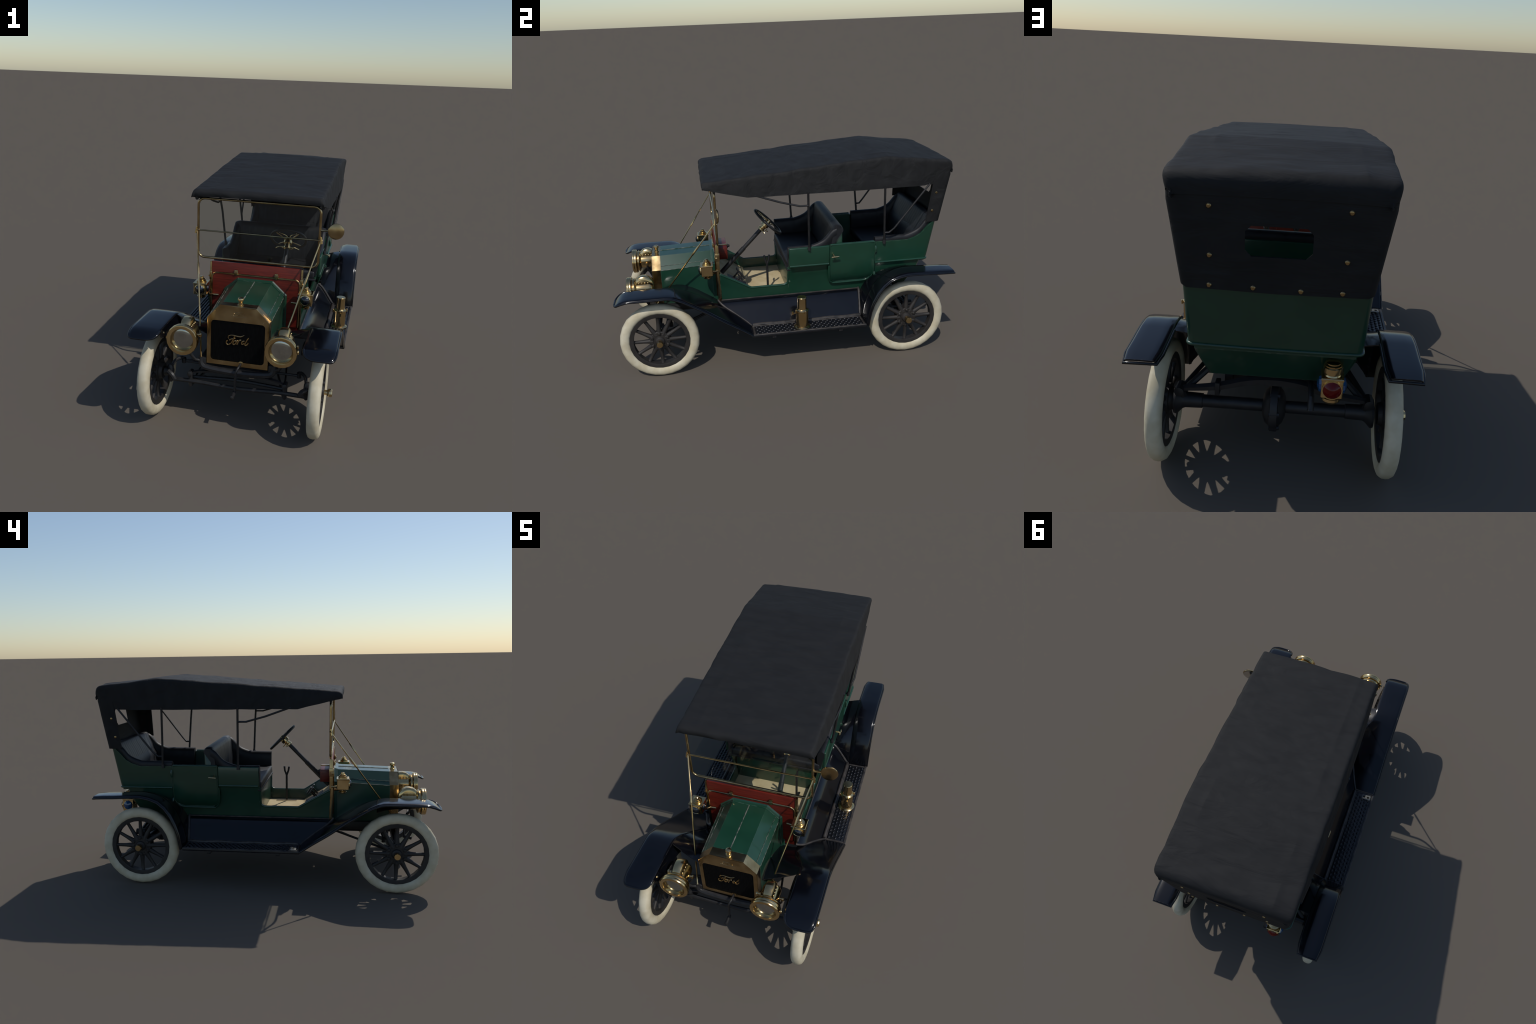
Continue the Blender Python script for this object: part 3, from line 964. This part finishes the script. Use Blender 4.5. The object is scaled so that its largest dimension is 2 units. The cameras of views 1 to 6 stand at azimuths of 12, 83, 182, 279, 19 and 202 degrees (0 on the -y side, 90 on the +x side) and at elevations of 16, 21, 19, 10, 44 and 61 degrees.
def build_windshield():
    y = -.390
    x0, za, zb, r = .331, .7515, 1.079, .036
    pts = []
    for cx, cz, a0 in ((x0 - r, zb - r, 0), (-x0 + r, zb - r, 90), (-x0 + r, za + r, 180), (x0 - r, za + r, 270)):
        for k in range(7):
            a = math.radians(a0 + 15 * k)
            pts.append((cx + r * math.cos(a), y, cz + r * math.sin(a)))
    bm = bmesh.new()
    bm_tube(bm, pts, .0070, 8, closed=True, flat=(1, 1))
    w = from_bm(bm, 'windshield', BRASS_DULL, angle=60)
    tube('windshield_rail', [(-x0, y - .006, .903), (x0, y - .006, .903)], .0042, BRASS_DULL, w, seg=8)
    bm = bmesh.new()
    gp = [(x * .985, (z - .915) * .985 + .915) for x, _, z in pts]
    bm_prism(bm, gp, y - .0012, y + .0012, axis=1)
    from_bm(bm, 'windshield_glass', PANE, w)
    for sx in (1, -1):
        lathe('rail_knob', [(0, .009), (.006, .009), (.012, .006), (.016, .003), (.016, 0)], (sx * .331, y, .903), (sx, -.2, 0), BRASS, w, seg=8)
        # clamps down to the firewall
        lathe('clamp_screw', [(0, .006), (.008, .006), (.010, .003), (.010, 0)], (sx * .256, y - .01, .652), (sx, 0, 0), BRASS, w, seg=8)
        # stay rods to the chassis
        a, b = Vector((sx * .337, -.394, .897)), Vector((sx * .186, -.787, .345))
        P = [a.lerp(b, t) for t in (0, .262, .268, .36, .366, .37, .99, 1)]
        tube('stay_rod', P, [.0042, .0042, .0062, .0062, .0055, .0042, .0042, .0055], BRASS, w, seg=8)
        tube('stay_eye', [a + Vector((0, 0, .024)), a + Vector((sx * .007, -.004, -.012))], .0055, BRASS, w, seg=6)
    # round mirror on a short arm, driver side
    m = lathe('mirror', [(-.006, 0), (-.006, .034), (-.004, .041), (0, .043), (.004, .041), (.006, .036), (.006, 0)], (.414, -.388, .956), (.12, -1, .06), BRASS_DULL, seg=20, angle=30)
    lathe('mirror_glass', [(-.0062, 0.0385), (-.0072, .037), (-.0072, 0)], (.414, -.388, .956), (.12, -1, .06), SILVER, m, seg=20, cap=False)
    tube('mirror_arm', [(.334, -.390, .956), (.36, -.390, .956), (.38, -.389, .956)], [.0065, .005, .008], BRASS_DULL, m, seg=8)


build_windshield()


# ------------------------------------------------------------------ lamps
def build_headlamps():
    c = Vector((.240, 0, .491))
    prof = [(-.780, 0), (-.780, .020), (-.786, .036), (-.796, .045), (-.806, .048), (-.880, .048), (-.884, .055), (-.888, .066), (-.893, .069), (-.897, .069), (-.899, .064), (-.903, .064), (-.906, .074), (-.911, .0775),
            (-.917, .078), (-.922, .0765), (-.926, .078), (-.931, .078), (-.936, .0755), (-.938, .068), (-.936, .059), (-.928, .0575), (-.916, .0575)]
    h = lathe('headlamp', prof, c, (0, 1, 0), BRASS, seg=20, angle=28, cap=False)
    # domed chimney: drum on a cross axis
    dr = [(-.028, 0), (-.028, .042), (-.026, .050), (-.020, .0575), (-.010, .060), (.010, .060), (.020, .0575), (.026, .050), (.028, .042), (.028, 0)]
    parts = [lathe('lamp_chimney', dr, (.240, -.8385, .5165), (1, 0, 0), BRASS, h, seg=18, angle=28)]
    bm = bmesh.new()
    for sx in (1, -1):
        for k in range(4):
            bmesh.ops.create_icosphere(bm, subdivisions=1, radius=.0062, matrix=Matrix.Translation((.240 + sx * .0265, -.8665 + k * .0185, .5385)))
        # side trunnions
        bm_lathe(bm, [(0, .007), (.016, .006), (.017, .010), (.026, .010), (.027, 0)], (.240 + sx * .045, -.843, .488), (sx, 0, 0), 10)
    bm_box(bm, (.240 + .064, -.924, .487), (.240 + .084, -.908, .503), .002, 1)
    parts.append(from_bm(bm, 'lamp_fitting', BRASS, h, angle=60))
    parts.append(lathe('reflector', [(-.917, .058), (-.921, .050), (-.923, .030), (-.9235, 0)], c, (0, 1, 0), SILVER, h, seg=20, angle=60, cap=False))
    parts.append(lathe('headlamp_lens', [(-.919, .058), (-.925, .045), (-.929, .025), (-.930, 0)], c, (0, 1, 0), PANE, h, seg=20, angle=60, cap=False))
    # fork bracket
    bm = bmesh.new()
    U = smooth_path([(.179, -.843, .488), (.183, -.842, .455), (.205, -.84, .428), (.240, -.838, .420), (.275, -.84, .428), (.297, -.842, .455), (.301, -.843, .488)], 4)
    bm_tube(bm, U, .0055, 6)
    bm_tube(bm, [(.240, -.838, .420), (.238, -.82, .38), (.215, -.80, .335), (.19, -.785, .325)], .008, 8)
    parts.append(from_bm(bm, 'lamp_bracket', BLACK, h, angle=60))
    g = mirrored(h)
    for o in parts:
        mirrored(o, g)


build_headlamps()


def build_side_lamps():
    cx, cy = .287, -.461
    bm = bmesh.new()
    bm_box(bm, (cx - .036, cy - .034, .566), (cx + .036, cy + .034, .630), .003, 1)
    bm_box(bm, (cx - .039, cy - .037, .624), (cx + .039, cy + .037, .632), .002, 1)
    s = from_bm(bm, 'side_lamp', BRASS, angle=25)
    parts = [lathe('lamp_top', [(.631, .027), (.637, .027), (.638, .023), (.644, .023), (.646, .017), (.652, .0175), (.654, .012), (.660, .011), (.664, .006), (.665, 0)], (cx, cy, 0), (0, 0, 1), BRASS, s, seg=16, angle=28),
             lathe('lamp_base', [(.567, .020), (.556, .018), (.552, .023), (.545, .022), (.539, .012), (.539, 0)], (cx, cy, 0), (0, 0, 1), BRASS, s, seg=14, angle=28),
             lathe('lamp_bezel', [(0, .030), (.006, .030), (.008, .026), (.004, .022)], (cx, cy - .034, .598), (0, -1, 0), BRASS, s, seg=16, cap=False),
             lathe('lamp_lens', [(.002, .026), (.010, .022), (.016, .012), (.018, 0)], (cx, cy - .034, .598), (0, -1, 0), DARK_GLASS, s, seg=16, cap=False),
             lathe('side_lens', [(.000, .020), (.007, .016), (.010, 0)], (cx - .036, cy, .598), (-1, 0, 0), DARK_GLASS, s, seg=14, cap=False)]
    bm = bmesh.new()
    bm_tube(bm, smooth_path([(cx - .036, cy + .01, .572), (.250, -.44, .555), (.232, -.412, .548)], 4), .006, 8)
    bm_tube(bm, [(cx - .02, cy + .034, .575), (.262, -.410, .572), (.256, -.395, .572)], .006, 8)
    bm_tube(bm, [(.232, -.415, .548), (.203, -.412, .548)], .007, 8)
    parts.append(from_bm(bm, 'lamp_bracket', BRASS_DULL, s, angle=60))
    g = mirrored(s)
    for o in parts:
        mirrored(o, g)


build_side_lamps()


def build_tail_lamp():
    cx, cy, cz = -.203, .866, .427
    bm = bmesh.new()
    bm_box(bm, (cx - .037, cy - .034, cz - .037), (cx + .037, cy + .034, cz + .037), .003, 1)
    bm_box(bm, (cx - .039, cy - .036, cz + .030), (cx + .039, cy + .036, cz + .040), .002, 1)
    t = from_bm(bm, 'tail_lamp', BRASS, angle=25)
    lathe('lamp_top', [(.466, .030), (.474, .026), (.476, .033), (.482, .0345), (.500, .0345), (.503, .030), (.508, .031), (.511, .025), (.515, .025), (.518, .018), (.519, 0)], (cx, cy, 0), (0, 0, 1), BRASS, t, seg=16, angle=28)
    lathe('lamp_base', [(.391, .024), (.387, .024), (.384, .035), (.374, .0355), (.364, .029), (.357, .014), (.356, 0)], (cx, cy, 0), (0, 0, 1), BRASS, t, seg=16, angle=28)
    lathe('lamp_bezel', [(0, .036), (.005, .036), (.005, .032)], (cx, cy + .034, cz - .002), (0, 1, 0), BRASS, t, seg=18, cap=False)
    lathe('red_lens', [(.002, .0345), (.009, .029), (.019, .014), (.023, 0)], (cx, cy + .034, cz - .002), (0, 1, 0), RED_GLASS, t, seg=12, cap=False, angle=20)
    for sx in (1, -1):
        lathe('blue_lens', [(.0, .030), (.008, .026), (.014, .012), (.016, 0)], (cx + sx * .037, cy, cz), (sx, 0, 0), BLUE_GLASS, t, seg=10, cap=False, angle=20)
    tube('lamp_bracket', [(cx, cy - .03, cz), (cx + .02, cy - .07, cz + .02), (cx + .03, .79, cz + .03)], .008, BRASS_DULL, t, seg=8)


build_tail_lamp()


# ------------------------------------------------------------------ canvas roof
def ridge(v):
    """sharp-crested fold from smooth noise, 0..1"""
    return max(0.0, 1 - abs(v) * 3.2) ** 1.5


def wrinkle(p):
    """folds of stretched canvas: long shallow cross-folds, slanting creases, puckers along the hem"""
    x, y, z = p
    n = noise.noise(Vector((x * 2.2, y * 7.0 + x * 1.5, z * 5))) * .0040
    # two families of slanting creases that come and go
    m1 = .5 + .5 * noise.noise(Vector((x * 3 + 20, y * 3, 0)))
    m2 = .5 + .5 * noise.noise(Vector((x * 3 - 20, y * 3, 5)))
    n += ridge(noise.noise(Vector((x * 2.0 + y * 1.8 + 9, y * 6.0 - x * 3.4, z * 4)))) * .0050 * m1
    n -= ridge(noise.noise(Vector((x * 2.4 - y * 2.2 - 4, y * 7 + x * 5.5, z * 9 + 3)))) * .0046 * m2
    n += noise.noise(Vector((x * 10, y * 14, z * 16))) * .0010
    return n


def build_roof():
    # y, edge height of the top, skirt bottom, half width at edge, half width at skirt
    st = [(-.4535, 1.0965, 1.0955, .344, .346), (-.456, 1.108, 1.0950, .345, .347), (-.455, 1.119, 1.0945, .345, .348), (-.449, 1.128, 1.093, .346, .349), (-.437, 1.1335, 1.0895, .346, .350)]
    for y in frange(-.42, .955, 110):
        ze = interp([(-.42, 1.135), (.04, 1.170), (.40, 1.200), (.585, 1.214), (.605, 1.214), (.80, 1.192), (.955, 1.176)], y)
        zs = interp([(-.45, 1.0935), (-.205, 1.036), (.2, 1.034), (.90, 1.031)], y)
        we = interp([(-.40, .347), (0, .3515), (.5, .354), (.955, .354)], y)
        ws = interp([(-.40, .352), (-.2, .361), (.2, .366), (.6, .365), (.82, .353), (.87, .340), (.955, .335)], y)
        st.append((y, ze, zs, we, ws))
    st += [(.966, 1.174, 1.10, .353, .345), (.978, 1.169, 1.112, .351, .345), (.988, 1.160, 1.116, .346, .341), (.995, 1.148, 1.113, .337, .333), (.9980, 1.132, 1.108, .328, .325), (.9972, 1.116, 1.098, .325, .322), (.9955, 1.100, 1.090, .323, .320)]
    rows = []
    for y, ze, zs, we, ws in st:
        half = []
        end = y < -.43 or y > .985
        H = max(ze - zs, .001)
        rr = min(.016, H * .45)
        for t in (0, .06, .16, .28, .40, .52, .64, .76, .88, .96):
            z = lerp(zs, ze - rr, t)
            half.append((lerp(ws, we + .001, t) + .002 * math.sin(PI * t), z))
        for a in (10, 35, 60, 85):
            a = math.radians(a)
            half.append((we - .016 + .016 * math.cos(a), ze - rr + rr * math.sin(a)))
        crown = .005
        for x in (.325, .305, .285, .265, .252, .242, .22, .195, .17, .145, .12, .095, .07, .045, .02, 0):
            half.append((x, ze + crown * (1 - (x / .34) ** 2)))
        full = [(x, z) for x, z in half] + [(-x, z) for x, z in reversed(half[:-1])]
        r = []
        for x, z in full:
            p = Vector((x, y, z))
            w = wrinkle(p)
            side = abs(x) > we - .006
            if side:
                hem = min(1, (z - zs) / .03)
                p.x += (1 if x > 0 else -1) * w * (.25 + .75 * hem) * 1.1
                p.z += .0025 * noise.noise(Vector((x, y * 11, 2))) * (1 - hem)
            elif not end:
                edge = max(0, (abs(x) - .25) / .09)
                p.z += w * .8 + .003 * edge * noise.noise(Vector((x * 4, y * 15, 1)))
                # two stitched seams run the length of the top
                if abs(abs(x) - .247) < .006:
                    p.z += .0026 * max(0, .4 + noise.noise(Vector((x, y * 7, 8))) * 1.6)
            elif y < 0:
                p.y += w * 1.5
            r.append(p)
        rows.append(r)
    roof = sheet('canvas_roof', rows, .006, CANVAS, outward=lambda c: Vector((c.x * 2, 0, c.z - 1.0)), angle=70)
    # rear curtain with side flaps and an octagonal window
    zl = [.789, .80, .83, .865, .9115, .9315, .961, .9945, 1.0145, 1.045, 1.08, 1.11, 1.136]
    xl = [.30, .26, .216, .16, .104, .085, .045, 0]
    rows = []
    for z in zl:
        t = (z - .787) / (1.13 - .787)
        w = lerp(.311, .3535, t)
        yr = lerp(.949, .9985, t)
        if z > 1.10:
            yr -= .004
            w -= .003
        yf = interp([(.787, .861), (.85, .866), (1.03, .882), (1.13, .90)], z)
        R = .03
        half = [(w, yf), (w, lerp(yf, yr - R, .5)), (w, yr - R)]
        for a in (25, 50, 75):
            a = math.radians(a)
            half.append((w - R + R * math.cos(a), yr - R + R * math.sin(a)))
        nx = len(half)
        half += [(min(x, w - R), yr) for x in xl]
        full = half + [(-x, y) for x, y in reversed(half[:-1])]
        row = []
        for i, (x, y) in enumerate(full):
            zz = z
            if z == zl[0]:
                zz -= interp([(0, .004), (.3, 0)], abs(x)) if abs(x) < .3 else -.004
            p = Vector((x, y, zz))
            if 1.0 < z < 1.12 or z < .9:
                w2 = noise.noise(p * 9) * .002
                p.y += w2
            row.append(p)
        rows.append(row)
    nh = len(rows[0]) // 2
    ix = [i for i, p in enumerate(rows[4]) if abs(abs(p.x) - .104) < .004]
    i0, i1 = min(ix), max(ix)
    j0, j1 = 4, 8
    bm = bmesh.new()
    V = [[bm.verts.new(p) for p in r] for r in rows]
    for j in range(len(V) - 1):
        for i in range(len(V[0]) - 1):
            q = (V[j][i], V[j][i + 1], V[j + 1][i + 1], V[j + 1][i])
            if j0 <= j < j1 and i0 <= i < i1:
                lo, hi, lf, rt = j == j0, j == j1 - 1, i == i0, i == i1 - 1
                if lo and lf: bm.faces.new((q[0], q[1], q[3]))
                elif lo and rt: bm.faces.new((q[0], q[1], q[2]))
                elif hi and lf: bm.faces.new((q[0], q[2], q[3]))
                elif hi and rt: bm.faces.new((q[1], q[2], q[3]))
                continue
            bm.faces.new(q)
    me = bm
    me.verts.index_update()
    rows2 = None
    bmesh.ops.recalc_face_normals(me, faces=me.faces); me.normal_update()
    s = sum(f.normal.y * f.calc_area() for f in me.faces)
    if s < 0:
        bmesh.ops.reverse_faces(me, faces=me.faces); me.normal_update()
    old = [(v, v.co.copy(), v.normal.copy()) for v in me.verts]
    inner = {v: me.verts.new(c - n * .006) for v, c, n in old}
    bnd = [e for e in me.edges if len(e.link_faces) == 1]
    for f in list(me.faces):
        me.faces.new([inner[v] for v in reversed(f.verts)])
    for e in bnd:
        a, b = e.verts
        me.faces.new((a, b, inner[b], inner[a]))
    cur = from_bm(me, 'rear_curtain', CANVAS, angle=45)
    def back_y(z):
        return lerp(.949, .9985, (z - .787) / (1.13 - .787))
    btn = lathe('snap_button', [(0, .0085), (.003, .0085), (.006, .006), (.0075, 0)], (0, 0, 0), (0, 1, 0), BRASS_DULL, cur, seg=12)
    spots = [(x, back_y(z) - .001, z, 0) for x, z in ((.213, 1.071), (.213, .908), (.215, .803), (.076, .802), (-.075, .800), (-.206, .802), (-.211, .912), (-.210, 1.075))]
    for sx in (1, -1):
        spots += [(sx * .3305, .908, .978, sx), (sx * .3175, .894, .866, sx)]
    for k, (x, y, z, sd) in enumerate(spots):
        b = btn if k == 0 else link(btn.copy(), cur)
        b.location = (x, y, z)
        b.rotation_euler = (0, 0, -sd * PI / 2)


build_roof()


def build_roof_frame():
    def add(name, pts, r, parent=None, **k):
        a = tube(name, pts, r, BLACK, parent, seg=8, **k)
        return a
    fp = add('roof_post', [(.366, .138, 1.045), (.340, .144, .90), (.316, .150, .695), (.314, .150, .686)], .0068)
    br = add('roof_brace', [(.355, .139, .963), (.355, .092, .963), (.356, -.02, .994), (.356, -.165, 1.045)], .0058, fp)
    sock = add('post_socket', [(.314, .150, .676), (.314, .150, .692), (.315, .150, .704)], [.010, .010, .007], fp)
    g = mirrored(fp); mirrored(br, g); mirrored(sock, g)
    rp = add('roof_post', [(.362, .588, 1.045), (.338, .597, .90), (.314, .608, .700), (.312, .608, .690)], .0068)
    br = add('roof_brace', [(.322, .607, .752), (.326, .632, .752), (.336, .66, .78), (.348, .86, 1.038)], .0058, rp)
    sock = add('post_socket', [(.312, .608, .680), (.312, .608, .697), (.313, .608, .708)], [.010, .010, .007], rp)
    g = mirrored(rp); mirrored(br, g); mirrored(sock, g)
    for y, z in ((-.39, 1.118), (.139, 1.160), (.588, 1.192)):
        add('roof_bow', smooth_path([(-.345, y, 1.04 if y > 0 else 1.085), (-.338, y, z - .045), (-.30, y, z - .012), (0, y, z), (.30, y, z - .012), (.338, y, z - .045), (.345, y, 1.04 if y > 0 else 1.085)], 4), .007)


build_roof_frame()


# ------------------------------------------------------------------ controls
def build_controls():
    c = Vector((.119, -.067, .811))
    ax = Vector((0, -.70, -.714)).normalized()       # down the column
    u = Vector((1, 0, 0)); v = ax.cross(u).normalized()
    R = .103
    ring = [c + u * (R * math.cos(2 * PI * k / 32)) + v * (R * math.sin(2 * PI * k / 32)) for k in range(32)]
    w = tube('steering_wheel', ring, .0082, BLACK, closed=True, seg=8, angle=60)
    bm = bmesh.new()
    for k in range(4):
        a = PI / 4 + k * PI / 2
        e = c + u * (R * math.cos(a)) + v * (R * math.sin(a))
        m = c.lerp(e, .45) + ax * .006
        bm_tube(bm, smooth_path([c + ax * .014, m, e], 4), .0032, 6)
    bm_lathe(bm, [(-.012, 0), (-.012, .012), (-.004, .016), (.008, .018), (.016, .026), (.034, .026), (.038, .018), (.052, .017), (.056, .021), (.066, .020), (.070, .013), (.072, 0)], c, ax, 14)
    from_bm(bm, 'wheel_spider', BRASS, w, angle=40)
    bm = bmesh.new()
    q = c + ax * .058
    for sx in (1, -1):
        bm_tube(bm, smooth_path([q, q + u * (sx * .035) + v * .008, q + u * (sx * .058) - v * .004, q + u * (sx * .068) - v * .016], 4), .0026, 6)
        q2 = c - ax * .006
        bm_tube(bm, smooth_path([q2, q2 + u * (sx * .02) + v * .035, q2 + u * (sx * .05) + v * .055], 4), .0024, 6)
    arc = [q + ax * -.012 + u * (.040 * math.cos(a)) + v * (.040 * math.sin(a)) for a in frange(PI * 1.05, PI * 1.95, 12)]
    bm_tube(bm, arc, .0024, 6)
    from_bm(bm, 'control_lever', BRASS, w, angle=60)
    tube('steering_column', [c + ax * .06, c + ax * .22, c + ax * .222, c + ax * .43], [.0125, .0125, .0150, .0150], BLACK, w, seg=12)
    bm = bmesh.new()
    bm_tube(bm, [(.168, -.088, .385), (.168, -.088, .558)], .0068, 8)
    bm_tube(bm, [(.168, -.088, .553), (.168, -.100, .585), (.168, -.104, .612)], .0062, 8)
    bm_tube(bm, [(.168, -.088, .553), (.168, -.076, .585), (.168, -.073, .613)], .0062, 8)
    bm_box(bm, (.162, -.155, .3855), (.174, -.02, .3885))
    from_bm(bm, 'hand_lever', BLACK, angle=50)
    for x, y, z in ((.06, -.262, .470), (.105, -.245, .462), (.150, -.262, .470)):
        bm = bmesh.new()
        bm_tube(bm, [(x, y - .025, z - .055), (x, y - .030, z - .03), (x, y, z + .002)], .006, 6)
        bmesh.ops.create_cube(bm, size=1, matrix=Matrix.Translation((x, y + .004, z + .006)) @ Matrix.Rotation(math.radians(-58), 4, 'X') @ Matrix.Diagonal((.034, .050, .007, 1)))
        from_bm(bm, 'pedal', BLACK, angle=40)
    prism('pedal_plate', [(-.215, .385), (-.215, .390), (-.33, .461), (-.33, .457)], .04, .17, SPOKE)


build_controls()


# ------------------------------------------------------------------ running gear
def build_chassis():
    ch = box('chassis_rail', (.160, -.79, .305), (.192, .70, .345), BLACK, bevel=.003)
    mirrored(ch)
    box('engine_pan', (-.155, -.62, .286), (.155, -.30, .330), BLACK, bevel=.012)
    box('crank_case', (-.085, -.64, .250), (.085, -.21, .330), BLACK, bevel=.02)
    box('engine_block', (-.10, -.70, .30), (.10, -.42, .50), BLACK, bevel=.01)
    # front cross member cradling the radiator
    U = smooth_path([(-.187, -.780, .345), (-.186, -.783, .318), (-.176, -.786, .300), (-.150, -.788, .292), (-.08, -.789, .286), (0, -.789, .283),
                     (.08, -.789, .286), (.150, -.788, .292), (.176, -.786, .300), (.186, -.783, .318), (.187, -.780, .345)], 3)
    tube('front_cross_member', U, .0155, BLACK, seg=8, flat=(1, .9))
    box('cross_member', (-.19, .66, .30), (.19, .69, .345), BLACK, bevel=.003)
    fa = tube('front_axle', smooth_path([(-.362, FRONT_Y, .192), (-.30, -.772, .196), (-.19, -.774, .198), (0, -.774, .189), (.19, -.774, .198), (.30, -.772, .196), (.362, FRONT_Y, .192)], 5), .0125, BLACK, seg=8, flat=(1, .8))
    sp = smooth_path([(-.243, -.768, .240), (-.20, -.768, .256), (-.10, -.768, .268), (0, -.768, .270), (.10, -.768, .268), (.20, -.768, .256), (.243, -.768, .240)], 4)
    tube('front_spring', sp, [lerp(.014, .007, abs(p.x) / .243) for p in sp], BLACK, fa, seg=6, flat=(1, 1.6))
    tube('tie_rod', [(-.315, -.700, .268), (.315, -.700, .268)], .0068, BLACK, fa, seg=8)
    tube('axle_truss', smooth_path([(-.25, -.742, .205), (-.12, -.728, .206), (0, -.722, .208), (.12, -.728, .206), (.25, -.742, .205)], 4), .010, BLACK, fa, seg=8)
    tube('drag_link', [(.10, -.66, .33), (-.29, -.70, .272)], .006, BLACK, fa, seg=8)
    for sx in (1, -1):
        bm = bmesh.new()
        bm_tube(bm, [(sx * .245, -.768, .165), (sx * .245, -.768, .175), (sx * .246, -.768, .238), (sx * .247, -.768, .252)], [.008, .012, .013, .008], 8)
        bm_lathe(bm, [(-.022, .010), (-.02, .014), (.02, .014), (.022, .010)], (sx * .246, -.768, .240), (0, 1, 0), 10)
        from_bm(bm, 'spring_shackle', BLACK, fa)
        bm = bmesh.new()
        bm_tube(bm, [(sx * .357, FRONT_Y, .178), (sx * .352, FRONT_Y, .19), (sx * .356, FRONT_Y, .26), (sx * .358, FRONT_Y, .272)], [.010, .017, .017, .010], 10)
        bm_tube(bm, [(sx * .34, FRONT_Y, .231), (sx * .385, FRONT_Y, .231)], [.018, .026], 12)
        bm_tube(bm, smooth_path([(sx * .350, FRONT_Y, .262), (sx * .340, -.735, .282), (sx * .315, -.702, .285), (sx * .300, -.70, .275)], 4), .0085, 8)
        bm_lathe(bm, [(-.014, .012), (.014, .012)], (sx * .305, -.700, .272), (0, 0, 1), 10)
        bm_tube(bm, smooth_path([(sx * .360, -.79, .245), (sx * .335, -.80, .232), (sx * .322, -.80, .210)], 3), .013, 8)
        from_bm(bm, 'steering_knuckle', BLACK, fa)
        tube('radius_rod', [(sx * .235, -.760, .178), (sx * .08, -.32, .288)], .0072, BLACK, fa, seg=8)
        tube('radius_rod', [(sx * .205, -.45, .283), (sx * .225, -.60, .228), (sx * .24, -.755, .186)], .006, BLACK, fa, seg=8)
    # starting crank
    bm = bmesh.new()
    cp = smooth_path([(.020, -.775, .335), (.018, -.822, .334), (.012, -.838, .322), (.008, -.842, .30), (.006, -.842, .235), (.005, -.842, .204)], 4)
    bm_tube(bm, cp, .0062, 8)
    bm_lathe(bm, [(0, .008), (.008, .010), (.045, .0095), (.052, .012), (.056, .008), (.056, 0)], (.005, -.836, .206), (-.06, -.96, -.2), 10)
    from_bm(bm, 'starting_crank', BLACK, angle=60)
    lathe('crank_boss', [(0, .016), (.02, .016), (.022, .010), (.022, 0)], (.020, -.770, .333), (0, -1, 0), BRASS_DULL, seg=12)
    # rear axle
    ra = lathe('rear_axle', [(-.375, .0), (-.375, .054), (-.366, .056), (-.345, .034), (-.335, .030), (-.270, .028), (-.268, .024), (-.046, .0235), (-.045, .036), (-.034, .062), (-.020, .076), (-.016, .094), (.010, .094), (.014, .076),
                              (.030, .062), (.041, .036), (.042, .0235), (.268, .024), (.270, .028), (.335, .030), (.345, .034), (.366, .056), (.375, .054), (.375, 0)],
               (0, REAR_Y, .231), (1, 0, 0), BLACK, seg=18, angle=28)
    bm = bmesh.new()
    for k in range(8):
        a = 2 * PI * k / 8 + .2
        bm_lathe(bm, [(-.022, .008), (.016, .008)], (-.003, REAR_Y + .086 * math.cos(a), .231 + .086 * math.sin(a)), (1, 0, 0), 6)
    from_bm(bm, 'axle_bolt', BLACK, ra)
    sp = smooth_path([(-.345, .748, .295), (-.21, .748, .314), (-.10, .745, .344), (0, .742, .353), (.10, .745, .344), (.21, .748, .314), (.345, .748, .295)], 4)
    tube('rear_spring', sp, [lerp(.024, .012, abs(p.x) / .345) for p in sp], BLACK, ra, seg=6, flat=(1, 1.1))
    tube('propeller_shaft', [(0, .70, .235), (0, -.30, .30)], [.022, .020], BLACK, ra, seg=10)
    for sx in (1, -1):
        box('spring_clamp', (sx * .210 - .009, .728, .286), (sx * .210 + .009, .770, .338), BLACK, ra, bevel=.003)
        bm = bmesh.new()
        bm_lathe(bm, [(-.03, .012), (-.028, .018), (.028, .018), (.03, .012)], (sx * .352, .748, .293), (0, 1, 0), 10)
        bm_tube(bm, [(sx * .352, .745, .293), (sx * .345, .735, .255)], .015, 8)
        from_bm(bm, 'spring_perch', BLACK, ra)
        tube('radius_rod', [(sx * .345, .715, .285), (sx * .24, .55, .37), (sx * .20, .45, .375)], .009, BLACK, ra, seg=8)
        tube('radius_rod', [(sx * .340, .71, .262), (sx * .05, -.15, .29)], .010, BLACK, ra, seg=8)
        tube('brake_rod', [(sx * .335, .74, .285), (sx * .225, .66, .375)], .013, BLACK, ra, seg=8)
    ex = bmesh.new()
    bm_tube(ex, [(-.13, .30, .34), (-.133, .70, .355), (-.135, .80, .362), (-.136, .835, .350), (-.136, .858, .312)], .011, 12, caps=False)
    bm_tube(ex, [(-.136, .857, .314), (-.136, .859, .310)], .0125, 12)
    from_bm(ex, 'exhaust_pipe', BLACK)
    lathe('muffler', [(0, .02), (.01, .04), (.28, .04), (.29, .02)], (-.12, .25, .335), (0, 1, 0), BLACK, seg=14)


build_chassis()
bpy.context.view_layer.update()
